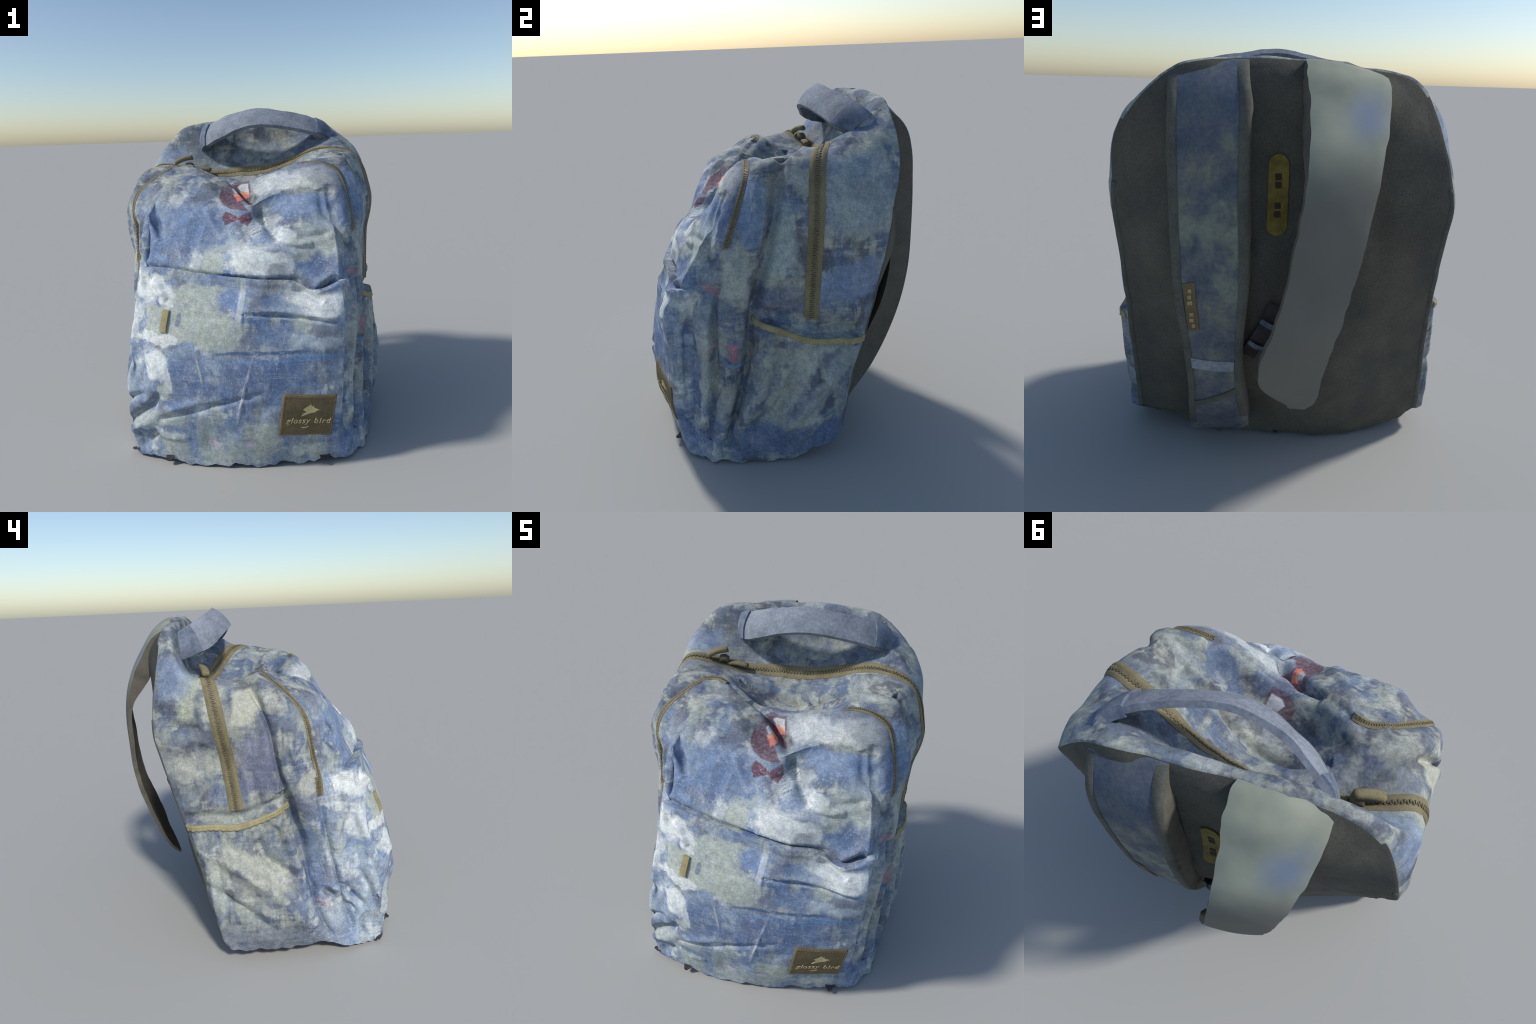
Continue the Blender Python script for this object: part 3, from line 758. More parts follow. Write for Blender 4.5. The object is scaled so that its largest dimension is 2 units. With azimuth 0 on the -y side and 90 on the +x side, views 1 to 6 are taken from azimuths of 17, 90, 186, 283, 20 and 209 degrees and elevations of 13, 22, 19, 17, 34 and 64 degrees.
RIGHT_WRINKLES = [
    ([(.80, -.04, .71), (.79, -.06, .55), (.81, -.14, .39), (.79, -.27, .16)], .036, .030, .3),
    ([(.80, .15, .73), (.82, .09, .56), (.80, -.02, .36), (.82, -.18, .19)], .034, -.030, .3),
    ([(.79, .33, .63), (.81, .25, .50), (.83, .10, .32), (.82, -.07, .14)], .038, .026, .3),
    ([(.79, .34, .32), (.81, .23, .19), (.82, .11, .07)], .034, -.016, .3),
    ([(.75, .33, 1.04), (.77, .28, 1.0), (.78, .23, .98)], .022, -.018, .3),
    ([(.75, .4, .93), (.75, .32, .88)], .02, .012, .3),
    ([(.76, -.01, 1.04), (.76, .04, 1.06), (.77, .1, 1.09)], .032, -.018, .3),
    ([(.8, -.07, .79), (.79, -.08, .73), (.79, -.09, .66)], .011, -.014, .3),
    ([(.79, -.01, .75), (.79, -.02, .71)], .011, .012, .3),
    ([(.81, .09, .76), (.81, .08, .71), (.8, .06, .65)], .012, -.014, .3),
    ([(.81, .19, .76), (.82, .17, .7), (.83, .2, .61)], .013, -.016, .3),
    ([(.8, .25, .74), (.81, .26, .67)], .011, .012, .3),
    ([(.79, .32, .72), (.79, .33, .64)], .012, -.012, .3),
    ([(.71, -.44, .97), (.72, -.47, .82), (.72, -.5, .56), (.72, -.52, .29)], .016, -.022, .3),
    ([(.74, -.36, 1.02), (.73, -.39, .82), (.73, -.4, .62), (.74, -.43, .34)], .022, .018, .3),
    ([(.78, -.26, .85), (.78, -.23, .69), (.77, -.28, .57), (.79, -.26, .46)], .022, .016, .3),
    ([(.7, -.35, .54), (.75, -.33, .49), (.72, -.39, .35)], .014, -.014, .3),
    ([(.74, -.35, 1.06), (.76, -.29, 1.1), (.74, -.31, 1.04)], .012, -.014, .3),
    ([(.7, -.52, 1.05), (.71, -.49, 1.02), (.71, -.43, 1.06)], .014, .018, .3),
    ([(.58, -.23, 1.54), (.6, -.29, 1.44), (.67, -.3, 1.34)], .022, -.016, .3),
]
FRONT_WRINKLES = [
    ([(.66, -.07, 1.63), (.73, -.09, 1.47), (.75, -.14, 1.28)], .026, .016, .3),
    ([(.07, .19, 1.53), (.26, .16, 1.62), (.41, .16, 1.7)], .016, .01, .3),
    ([(.06, .26, 1.58), (.28, .2, 1.66), (.45, .17, 1.72)], .014, -.01, .3),
    ([(.24, .04, 1.56), (.37, .04, 1.65), (.49, .03, 1.69)], .016, .01, .3),
    ([(-.42, -.18, 1.62), (-.29, -.17, 1.61), (-.15, -.21, 1.58)], .018, -.014, .3),
    ([(-.36, -.18, 1.61), (-.5, -.09, 1.66), (-.55, -.14, 1.63)], .016, .012, .3),
    ([(.44, -.46, 1.27), (.55, -.41, 1.28), (.66, -.33, 1.3)], .02, -.012, .3),
    ([(.29, -.47, 1.26), (.41, -.48, 1.24), (.53, -.44, 1.23)], .016, .01, .3),
    ([(.53, -.27, 1.52), (.59, -.33, 1.37), (.69, -.31, 1.31)], .028, -.016, .3),
    ([(-.46, -.46, 1.38), (-.39, -.48, 1.31), (-.34, -.54, 1.23)], .022, -.02, .3),
    ([(-.53, -.47, 1.31), (-.48, -.54, 1.23), (-.47, -.57, 1.12)], .014, .016, .3),
    ([(-.44, -.74, .67), (-.4, -.8, .56), (-.44, -.8, .42)], .026, -.014, .3),
    ([(-.48, -.8, .2), (-.43, -.81, .12), (-.36, -.82, .04)], .02, -.024, .3),
    ([(-.38, -.86, .23), (-.25, -.85, .17), (-.09, -.87, .19)], .02, .01, .3),
    ([(.43, -.69, .11), (.54, -.64, .15), (.66, -.59, .14)], .014, -.014, .3),
]
flat = GRID.reshape(-1, 3)
D2 = np.zeros(GRID.shape[:2])
for group in (LEFT_WRINKLES, RIGHT_WRINKLES, FRONT_WRINKLES):
    for pts, w, dpt, en in group:
        snapped = [tuple(flat[((flat - np.array(q)) ** 2).sum(1).argmin()]) for q in pts]
        D2 += fold(GRID, snapped, w, dpt * 1.3, en)
fan = np.ones(NR); fan[-14:] = np.linspace(1, 0, 14)
D2[:, ST(5):ST(13) + 1] *= fan[:, None]
N1 = grid_normals(GRID) * (-1 if FLIP else 1)
N1[:2] = N[:2]; N1[-2:] = N[-2:]
GRID = GRID + N1 * D2[..., None]
# hem: ragged, torn edge resting on the ground
hz = .018 + .030 * noise3(np.stack([GRID[..., 0] * 9, GRID[..., 1] * 9, np.zeros(GRID.shape[:2])], -1)) \
     + .022 * noise3(np.stack([GRID[..., 0] * 24, GRID[..., 1] * 24, np.ones(GRID.shape[:2])], -1))
for hx, hy, hr, hh in ((-.64, -.46, .14, .06), (-.80, .10, .12, .065), (.75, .30, .16, .11), (.55, .31, .12, .08), (-.76, -.15, .24, .065)):
    hz = hz + hh * np.exp(-((GRID[..., 0] - hx) ** 2 + (GRID[..., 1] - hy) ** 2) / hr ** 2)
hz = np.clip(hz, .002, .13)
GRID[..., 2] = np.where(GRID[..., 2] < .16, np.maximum(hz, 0) + (GRID[..., 2]).clip(0, 9) * (1 - hz / .16), GRID[..., 2])
GRID[..., 2] = np.maximum(GRID[..., 2], .002)
# relax the fan where the front rows meet
for _ in range(40):
    sl = GRID[-20:-1, ST(5):ST(13)]
    avg = (GRID[-21:-2, ST(5):ST(13)] + GRID[-19:, ST(5):ST(13)] + GRID[-20:-1, ST(5) - 1:ST(13) - 1] + GRID[-20:-1, ST(5) + 1:ST(13) + 1]) / 4
    wgt = np.linspace(0, 1, 19)[:, None, None]
    GRID[-20:-1, ST(5):ST(13)] += (avg - sl) * wgt * .7
# weld the spines
for r in (0, -1):
    h = (GRID[r] + GRID[r][::-1]) / 2
    GRID[r] = h
N2 = grid_normals(GRID)
if FLIP:
    N2 = -N2
N2[-1] = N2[-2] = unit(N2[-4] + N2[-4][::-1]); N2[0] = N2[1] = unit(N2[3] + N2[3][::-1])

# ------------------------------------------------------------------ the bag
bag = empty("backpack")
bag["label"] = "crumpled blue denim print backpack with olive zippers"
bag["category"] = "backpack"

def region(name, mask_fn, mat, parent=bag):
    I, J = np.meshgrid(np.arange(NR - 1), np.arange(NT - 1), indexing="ij")
    m = mask_fn(I, J)
    I, J = I[m], J[m]
    a = I * NT + J
    quads = np.stack([a, a + 1, a + NT + 1, a + NT], 1)
    if not FLIP:
        quads = quads
    used = np.unique(quads)
    remap = -np.ones(NR * NT, int); remap[used] = np.arange(len(used))
    V = GRID.reshape(-1, 3)[used]; Nn = N2.reshape(-1, 3)[used]
    q = remap[quads]
    f0 = q[0]
    n0 = np.cross(V[f0[1]] - V[f0[0]], V[f0[2]] - V[f0[0]])
    if n0 @ Nn[f0[0]] < 0:
        q = q[:, ::-1]
    return mesh_obj(name, V, q, mat, parent, normals=Nn)

rc, rg = row(K_CREASE), row(K_GUSSET)
below_side = lambda J: (J < ST(3)) | (J >= ST(15))
below_front = lambda J: (J < ST(4)) | (J >= ST(14))
over = lambda I, J: (I >= R0 - 1) & (J >= ST(6)) & (J < ST(12))        # denim rolls over the top edge
region("back_panel", lambda I, J: (I < R0) & ~over(I, J), M_BACK)
region("main_compartment", lambda I, J: ((I >= R0) | over(I, J)) & (I < rc) & ~below_side(J), M_DENIM)
region("side_pocket", lambda I, J: (I >= R0) & (I < rc) & (J < ST(3)), M_DENIM)
region("side_pocket", lambda I, J: (I >= R0) & (I < rc) & (J >= ST(15)), M_DENIM)
region("front_compartment", lambda I, J: ((I >= rc) & (I < rg)) | ((I >= rg) & ~below_front(J)), M_DENIM_UP)
pocket = region("front_pocket", lambda I, J: (I >= rg) & below_front(J), M_DENIM_POCKET)

# base inside the hem
ring = np.concatenate([GRID[:, 0], GRID[::-1, -1]])[::6].copy()
ring[:, 2] = .13
cen = ring.mean(0)
ring = cen + (ring - cen) * .95
mesh_obj("base", np.r_[ring, [cen]], [(i, (i + 1) % len(ring), len(ring)) for i in range(len(ring))], M_BASE, bag, smooth=False)

# body lookup for everything sewn onto it
vs = [tuple(v) for v in GRID.reshape(-1, 3)]
fs = [(i * NT + j, i * NT + j + 1, (i + 1) * NT + j + 1, (i + 1) * NT + j) for i in range(NR - 1) for j in range(NT - 1)]
BVH = BVHTree.FromPolygons(vs, fs)
def on_front(x, z):
    h = BVH.ray_cast(Vector((x, -2, z)), Vector((0, 1, 0)))
    return (np.array(h[0]), unit(np.array(h[1]) * (1 if h[1].y < 0 else -1)))
def on_back(x, z):
    h = BVH.ray_cast(Vector((x, 2, z)), Vector((0, -1, 0)))
    return (np.array(h[0]), unit(np.array(h[1]) * (1 if h[1].y > 0 else -1)))

def shell(Pb, Nb, hi, lo):
    """closed thick sheet over a block of points; hi/lo heights along the normal (arrays or numbers)"""
    n, m = Pb.shape[:2]
    hi = np.broadcast_to(hi, (n, m)); lo = np.broadcast_to(lo, (n, m))
    V = np.concatenate([(Pb + Nb * hi[..., None]).reshape(-1, 3), (Pb + Nb * lo[..., None]).reshape(-1, 3)])
    F_ = []
    o = n * m
    for i in range(n - 1):
        for j in range(m - 1):
            a = i * m + j
            F_.append((a, a + 1, a + m + 1, a + m)); F_.append((o + a, o + a + m, o + a + m + 1, o + a + 1))
    for j in range(m - 1):
        F_.append((j, o + j, o + j + 1, j + 1)); a = (n - 1) * m + j
        F_.append((a, a + 1, o + a + 1, o + a))
    for i in range(n - 1):
        a = i * m
        F_.append((a, a + m, o + a + m, o + a)); a = i * m + m - 1
        F_.append((a, o + a, o + a + m, a + m))
    return V, F_

def fix(o):
    bm = bmesh.new(); bm.from_mesh(o.data)
    bmesh.ops.recalc_face_normals(bm, faces=bm.faces)
    bm.to_mesh(o.data); bm.free()
    return o

def by_angle(o, deg=40):
    me = o.data
    bm = bmesh.new(); bm.from_mesh(me)
    for e in bm.edges:
        if len(e.link_faces) == 2 and e.calc_face_angle(0) > math.radians(deg):
            e.smooth = False
    bm.to_mesh(me); bm.free()
    return o

def ribbon(r, c0, c1, offs, step=2, smooth=3):
    """points on the bag at signed arc distance offs across grid row r, columns c0..c1"""
    cols = np.arange(c0, c1 + 1, step)
    Pb = np.empty((len(cols), len(offs), 3)); Nb = np.empty_like(Pb)
    for a, c in enumerate(cols):
        seg = slice(max(r - 26, 0), r + 27)
        line = GRID[seg, c]; nn = N2[seg, c]
        s = np.r_[0, np.cumsum(np.linalg.norm(np.diff(line, axis=0), axis=1))]
        s -= s[r - seg.start]
        for k in range(3):
            Pb[a, :, k] = np.interp(offs, s, line[:, k]); Nb[a, :, k] = np.interp(offs, s, nn[:, k])
    for _ in range(smooth):
        for X in (Pb, Nb):
            X[1:-1] = (X[:-2] + 2 * X[1:-1] + X[2:]) / 4
    return Pb, unit(Nb)

def zipper(r, c0, c1, half, name, parent=bag):
    offs = np.linspace(-half, half, 13)
    u = offs / half
    Pb, Nb = ribbon(r, c0, c1, offs)
    prof = .0045 + .004 * np.exp(-((np.abs(u) - .55) / .16) ** 2) - .002 * (np.abs(u) > .93)
    z = fix(by_angle(mesh_obj(name, *shell(Pb, Nb, prof[None], -.012), M_ZIP, parent)))
    # coil of interlocking teeth
    C, Cn = Pb[:, 6], Nb[:, 6]
    s = np.r_[0, np.cumsum(np.linalg.norm(np.diff(C, axis=0), axis=1))]
    q = np.arange(.006, s[-1], .0105)
    V, Fc = [], []
    for i, d in enumerate(q):
        p = np.array([np.interp(d, s, C[:, k]) for k in range(3)])
        p2 = np.array([np.interp(d + .004, s, C[:, k]) for k in range(3)])
        nn = unit(np.array([np.interp(d, s, Cn[:, k]) for k in range(3)]))
        t = unit(p2 - p + 1e-9); b = np.cross(nn, t)
        side = .003 if i % 2 else -.003
        o = len(V)
        for ex in (-1, 1):
            for ey in (-1, 1):
                for ez in (0, 1):
                    V.append(p + b * (side + ex * .0085) + t * ey * .0035 + nn * (.003 + ez * (.0065 if 1 else 0)))
        for f in ((0, 1, 3, 2), (4, 6, 7, 5), (0, 4, 5, 1), (2, 3, 7, 6), (1, 5, 7, 3), (0, 2, 6, 4)):
            Fc.append([o + k for k in f])
    fix(mesh_obj(name + "_teeth", V, Fc, M_TEETH, z, smooth=False, stuff=True))
    return z

zipper(row(K_ZIP), ST(3) + 10, ST(15) - 10, .040, "zipper")
zipper(row(K_EDGE) + 1, ST(4) + 16, ST(7) + 10, .019, "front_zipper")
zipper(row(K_EDGE) + 1, ST(10) + 26, ST(14) + 20, .022, "front_zipper")

# zipper pulls at the top left
def slab(name, p, d, n, L, w, h, mat, parent=bag, taper=.8):
    p, d, n = np.array(p), unit(np.array(d, float)), unit(np.array(n, float))
    b = unit(np.cross(n, d)); n = np.cross(d, b)
    t = np.linspace(0, 1, 9)
    V, Fc = [], []
    for u in t:
        ww = w * (1 - (1 - taper) * u) * (1 if 0 < u < 1 else .8)
        c = p + d * L * u + n * .01 * math.sin(u * 3)
        for k in range(10):
            a = 2 * math.pi * k / 10
            V.append(c + b * ww * np.sign(math.cos(a)) * abs(math.cos(a)) ** .6 + n * h * np.sign(math.sin(a)) * abs(math.sin(a)) ** .6)
    for i in range(8):
        for k in range(10):
            Fc.append((i * 10 + k, i * 10 + (k + 1) % 10, (i + 1) * 10 + (k + 1) % 10, (i + 1) * 10 + k))
    Fc += [tuple(range(9, -1, -1)), tuple(range(80, 90))]
    return fix(mesh_obj(name, V, Fc, mat, parent))
slab("zipper_pull", (-.565, .175, 1.655), (.85, .50, .25), (0, -.2, 1), .13, .024, .016, M_ZIP)
slab("zipper_pull", (-.455, .235, 1.603), (.99, .10, -.03), (0, -.2, 1), .13, .020, .012, M_ZIP, taper=.9)
slab("zipper_pull", (-.505, .215, 1.63), (.9, .35, -.15), (0, -.2, 1), .06, .026, .018, M_TEETH)

# elastic mouths of the side pockets
for c_edge, sg in ((ST(3), -1), (ST(15), 1)):
    a, b = row(0) + 2, row(K_CREASE) - 1
    rows = np.arange(a, b + 1)
    cols = c_edge + sg * np.arange(0, 8)
    Pb = GRID[rows][:, cols].copy(); Nb = N2[rows][:, cols].copy()
    for _ in range(8):
        Pb[1:-1] = (Pb[:-2] + 2 * Pb[1:-1] + Pb[2:]) / 4
    ref = Nb[len(rows) // 2, 5]
    Nb = unit(Nb[:, 4:7].mean(1, keepdims=True) + np.zeros_like(Nb))
    for _ in range(8):
        Nb[1:-1] = (Nb[:-2] + 2 * Nb[1:-1] + Nb[2:]) / 4
    d0 = Pb[:, :1]; d1 = Pb[:, -1:]
    w = np.linspace(0, 1, 8)[None, :, None]
    dirn = unit(d1 - d0)
    Pb = d0 + dirn * (w * .036)
    pucker = .005 * np.sin(np.arange(len(rows)) * 1.9)[:, None] * np.linspace(0, 1, 8)[None]
    prof = np.array([.006, .010, .011, .010, .010, .011, .010, .005])[None] + pucker
    fix(by_angle(mesh_obj("elastic_band", *shell(Pb, unit(Nb), prof, -.012), M_ELASTIC, bag), 50))

# seam piping down both sides of the back panel
for c0, c1 in ((ST(0) + 6, ST(5)), (ST(13), ST(18) - 6)):
    pb, nb = ribbon(R0, c0, c1, np.linspace(-.026, .003, 7))
    V, Fc = shell(pb, nb, (.001 + .005 * np.sin(np.linspace(0, np.pi, 7)))[None], -.008)
    fix(mesh_obj("back_piping", V, Fc, M_PIPE, bag))

# stitched top edge of the front pocket gusset seams
def thread_line(name, pts3, nrm, w=.004, dash=None, gap=None, mat=M_THREAD, parent=bag):
    C = np.array(pts3); s = np.r_[0, np.cumsum(np.linalg.norm(np.diff(C, axis=0), axis=1))]
    V, Fc = [], []
    d = 0.0
    while d < s[-1]:
        e = min(d + (dash or .012), s[-1])
        a = np.array([np.interp(d, s, C[:, k]) for k in range(3)]); b = np.array([np.interp(e, s, C[:, k]) for k in range(3)])
        n = np.array([np.interp((d + e) / 2, s, np.array(nrm)[:, k]) for k in range(3)])
        n = unit(n); t = unit(b - a + 1e-9); c = np.cross(n, t)
        o = len(V)
        for q, hh in ((a, 0), (a * .5 + b * .5, .0025), (b, 0)):
            V += [q + c * w / 2 - n * .002, q + n * (.0015 + hh), q - c * w / 2 - n * .002]
        for k in (0, 3):
            Fc += [(o + k, o + k + 1, o + k + 4, o + k + 3), (o + k + 1, o + k + 2, o + k + 5, o + k + 4)]
        d = e + (gap or .008)
    return fix(mesh_obj(name, V, Fc, mat, parent, stuff=True))

# ------------------------------------------------------------------ label with lettering
LTL, LTR, LBR, LBL = (.415, .464), (.683, .432), (.652, .185), (.388, .226)
def label_xz(u, v):
    a = np.array(LTL) * (1 - u) + np.array(LTR) * u
    b = np.array(LBL) * (1 - u) + np.array(LBR) * u
    return a * (1 - v) + b * v
nu, nv = 41, 31
Lp = np.zeros((nv, nu, 3))
for j in range(nv):
    for i in range(nu):
        x, z = label_xz(i / (nu - 1), j / (nv - 1))
        Lp[j, i] = on_front(x, z)[0]
for _ in range(14):      # stiff patch: relax the cloth relief
    Q = Lp.copy()
    Lp[1:-1, 1:-1, 1] = (Q[:-2, 1:-1, 1] + Q[2:, 1:-1, 1] + Q[1:-1, :-2, 1] + Q[1:-1, 2:, 1]) / 4
    Lp[0, 1:-1, 1] = (Q[0, :-2, 1] + Q[0, 2:, 1]) / 2; Lp[-1, 1:-1, 1] = (Q[-1, :-2, 1] + Q[-1, 2:, 1]) / 2
    Lp[1:-1, 0, 1] = (Q[:-2, 0, 1] + Q[2:, 0, 1]) / 2; Lp[1:-1, -1, 1] = (Q[:-2, -1, 1] + Q[2:, -1, 1]) / 2
Ln = unit(np.cross(np.gradient(Lp, axis=1), np.gradient(Lp, axis=0)))
if Ln[15, 20, 1] > 0:
    Ln = -Ln
eu = np.minimum(np.arange(nu), nu - 1 - np.arange(nu)); ev = np.minimum(np.arange(nv), nv - 1 - np.arange(nv))
hl = .010 - .004 * (np.minimum(eu[None], ev[:, None]) == 0) - .002 * (np.minimum(eu[None], ev[:, None]) == 2)
label = fix(mesh_obj("label_patch", *shell(Lp, Ln, hl, -.012), M_LABEL, bag))
def label_point(u, v, h):
    a = np.clip(u, 0, .9999) * (nu - 1); b = np.clip(v, 0, .9999) * (nv - 1)
    i, j = int(a), int(b); fa, fb = a - i, b - j
    w = lambda X: (X[j, i] * (1 - fa) * (1 - fb) + X[j, i+1] * fa * (1 - fb) + X[j+1, i] * (1 - fa) * fb + X[j+1, i+1] * fa * fb)
    return w(Lp) + unit(w(Ln)) * h
LW, LH = .275, .235          # label size in metres, for laying out the print

def text_mesh(body, size, shear, space=1.0, bold=.0):
    cu = bpy.data.curves.new("lettering", "FONT")
    cu.body = body; cu.size = size; cu.shear = shear; cu.space_character = space; cu.offset = bold
    cu.extrude = .0015; cu.resolution_u = 4; cu.align_x = "CENTER"
    o = bpy.data.objects.new("tmp_text", cu); COL.objects.link(o)
    dg = bpy.context.evaluated_depsgraph_get(); dg.update()
    me = bpy.data.meshes.new_from_object(o.evaluated_get(dg))
    bpy.data.objects.remove(o)
    bm = bmesh.new(); bm.from_mesh(me)
    bmesh.ops.triangulate(bm, faces=bm.faces)
    bmesh.ops.subdivide_edges(bm, edges=[e for e in bm.edges if e.calc_length() > .02], cuts=2)
    bm.to_mesh(me); bm.free()
    return me

def place_text(name, body, u, v, size, shear=.25, space=1.1, bold=.001, squash=1.0):
    me = text_mesh(body, size, shear, space, bold)
    for vtx in me.vertices:
        x, y, z = vtx.co
        vtx.co = Vector(label_point(u + x * squash / LW, v - y / LH, .0125 + (z > 0) * .002))
    me.materials.append(M_INK)
    o = bpy.data.objects.new(name, me); COL.objects.link(o); o.parent = label
    return o
place_text("lettering", "glossy", .32, .655, .043, .25, 1.12, .0006)
place_text("lettering", "bird", .775, .655, .044, .22, 1.2, .0006)

def flat_print(name, loops, mapper, mat, parent, h=.0022, cut=.012):
    """raised ink: triangulated outline(s) laid on a surface through mapper(x,y)->(point,normal)"""
    bm = bmesh.new()
    for lp in loops:
        vsx = [bm.verts.new((p[0], p[1], 0)) for p in lp]
        bm.faces.new(vsx)
    bmesh.ops.triangulate(bm, faces=bm.faces)
    for _ in range(5):
        es = [e for e in bm.edges if e.calc_length() > cut]
        if not es:
            break
        bmesh.ops.subdivide_edges(bm, edges=es, cuts=1)
        bmesh.ops.triangulate(bm, faces=bm.faces)
    ext = bmesh.ops.extrude_face_region(bm, geom=bm.faces[:])
    topv = {e for e in ext["geom"] if isinstance(e, bmesh.types.BMVert)}
    for v in bm.verts:
        p, n = mapper(v.co.x, v.co.y)
        v.co = Vector(p + n * (h if v in topv else -.003))
    bmesh.ops.recalc_face_normals(bm, faces=bm.faces)
    me = bpy.data.meshes.new(name); bm.to_mesh(me); bm.free()
    me.materials.append(mat)
    o = bpy.data.objects.new(name, me); COL.objects.link(o); o.parent = parent
    return o

def outline(ctrl, n=40):
    c = np.array(list(ctrl) + [ctrl[0]], float)
    k = np.r_[0, np.cumsum(np.linalg.norm(np.diff(c, axis=0), axis=1))]
    P = np.r_[c[-2:-1], c, c[1:2]]; kk = np.r_[-(k[-1] - k[-2]), k, k[-1] + k[1]]
    return hermite(P, kk, np.linspace(0, k[-1], n, endpoint=False))
lab_map = lambda x, y: (label_point(x, y, .0105), unit(Ln[15, 20]))
bird = [(.385, .325), (.42, .345), (.47, .335), (.455, .30), (.50, .30), (.53, .20), (.545, .255), (.585, .245), (.60, .285), (.66, .315), (.705, .335),
        (.655, .36), (.62, .40), (.55, .415), (.50, .435), (.44, .465), (.375, .49), (.43, .445), (.385, .44), (.45, .42), (.50, .385), (.44, .38)]
flat_print("bird_print", [bird], lab_map, M_INK, label, .0022, .08)
flourish = [(.37, .735), (.42, .765), (.50, .755), (.535, .735), (.50, .775), (.42, .788)]
flat_print("lettering_underline", [flourish], lab_map, M_INK, label, .0022, .08)
st_pts, st_n = [], []
for u0, v0, u1, v1 in ((.03, .045, .97, .045), (.97, .045, .97, .955), (.97, .955, .03, .955), (.03, .955, .03, .045)):
    for k in range(30):
        u, v = u0 + (u1 - u0) * k / 29, v0 + (v1 - v0) * k / 29
        st_pts.append(label_point(u, v, .0095)); st_n.append(Ln[15, 20])
thread_line("label_stitching", st_pts, st_n, .0035, .009, .005, M_THREAD, label)

# fabric tab by the pocket welt
tab = np.zeros((9, 5, 3)); tabn = np.zeros_like(tab)
for j in range(9):
    for i in range(5):
        u, v = i / 4, j / 8
        x = -.262 + .040 * u - .008 * v; z = .892 - .115 * v
        tab[j, i], tabn[j, i] = on_front(x, z)
tabn[:] = unit(tabn.mean((0, 1)))
fix(by_angle(mesh_obj("fabric_tab", *shell(tab, tabn, .011 + .004 * np.sin(np.linspace(0, np.pi, 9))[:, None], -.006), M_ELASTIC, bag)))

# ------------------------------------------------------------------ carrying handle
HT = [(-.425, 0.476, 1.836), (-.415, 0.381, 1.878), (-.321, 0.331, 1.918), (-.201, 0.292, 1.959), (-.101, 0.284, 1.984), (-.007, 0.294, 1.998), (.082, 0.316, 1.993),
      (.167, 0.348, 1.978), (.251, 0.391, 1.961), (.345, 0.441, 1.931), (.425, 0.491, 1.891), (.46, 0.556, 1.836)]
HB = [(-.42, 0.436, 1.706), (-.392, 0.316, 1.741), (-.295, 0.221, 1.784), (-.196, 0.198, 1.824), (-.105, 0.182, 1.859), (-.019, 0.176, 1.882), (.057, 0.192, 1.888),
      (.133, 0.216, 1.883), (.207, 0.240, 1.873), (.300, 0.276, 1.854), (.42, 0.331, 1.818), (.50, 0.456, 1.766)]
n = 90
ht, hb = curve(HT, n), curve(HB, n)
w = np.linspace(0, 1, 9)[None, :, None]
hp = ht[:, None] * (1 - w) + hb[:, None] * w
hn = unit(np.cross(np.gradient(hp, axis=1), np.gradient(hp, axis=0)))
if hn[45, 4, 1] > 0:
    hn = -hn
bulge = np.sin(np.linspace(0, np.pi, 9))
jit = .005 * noise3(hp * 14)
hp[:, 0] += hn[:, 0] * 0 + np.c_[np.zeros(n), np.zeros(n), .006 * noise3(hp[:, 0] * 20)]
fix(by_angle(mesh_obj("handle", *shell(hp, hn, .010 + .016 * bulge[None] + jit, -.016 - .006 * bulge[None]), M_WEB, bag), 50))
# wrapped ends of the handle
for i0, i1 in ((6, 16), (76, 86)):
    q = hp[i0:i1]; qn = hn[i0:i1]
    fix(by_angle(mesh_obj("handle_binding", *shell(q, qn, .020 + .016 * bulge[None], -.030), M_WEB_END, bag), 50))

# ------------------------------------------------------------------ shoulder straps
def two_face(o, mat2, nu_, nv_):
    """front sheet keeps its material, sides and underside take mat2"""
    o.data.materials.append(mat2)
    n_top = (nu_ - 1) * (nv_ - 1) * 2
    for i, p in enumerate(o.data.polygons):
        if not (i < n_top and i % 2 == 0):
            p.material_index = 1
    return o

def strap(name, inner, outer, thick, n, mat, crown=.018, m=13, jag=0.0, face=(0, 1, 0), parent=bag):
    a, b = curve(inner, n), curve(outer, n)
    w = np.linspace(0, 1, m)[None, :, None]
    p = a[:, None] * (1 - w) + b[:, None] * w
    nn = unit(np.cross(np.gradient(p, axis=1), np.gradient(p, axis=0)))
    if (nn[n // 2, m // 2] @ np.array(face)) < 0:
        nn = -nn
    for _ in range(6):
        nn[1:-1] = unit(nn[:-2] + 2 * nn[1:-1] + nn[2:])
    th = hermite(np.array(thick, float)[:, 1], np.array(thick, float)[:, 0], np.linspace(0, 1, n))
    cr = crown * (np.sin(np.linspace(0, np.pi, m)) ** .7)[None] - crown
    if jag:
        p[:, 0, 0] += jag * noise3(p[:, 0] * 16); p[:, -1, 0] += jag * noise3(p[:, -1] * 16)
        p[-1, :, 2] += .03 * noise3(p[-1] * 14) 
    hi = cr + .003 * noise3(p * 7)
    o = two_face(mesh_obj(name, *shell(p, nn, hi, -th[:, None]), mat, parent), M_UNDER, n, m)
    return p, nn, fix(by_angle(o, 55))

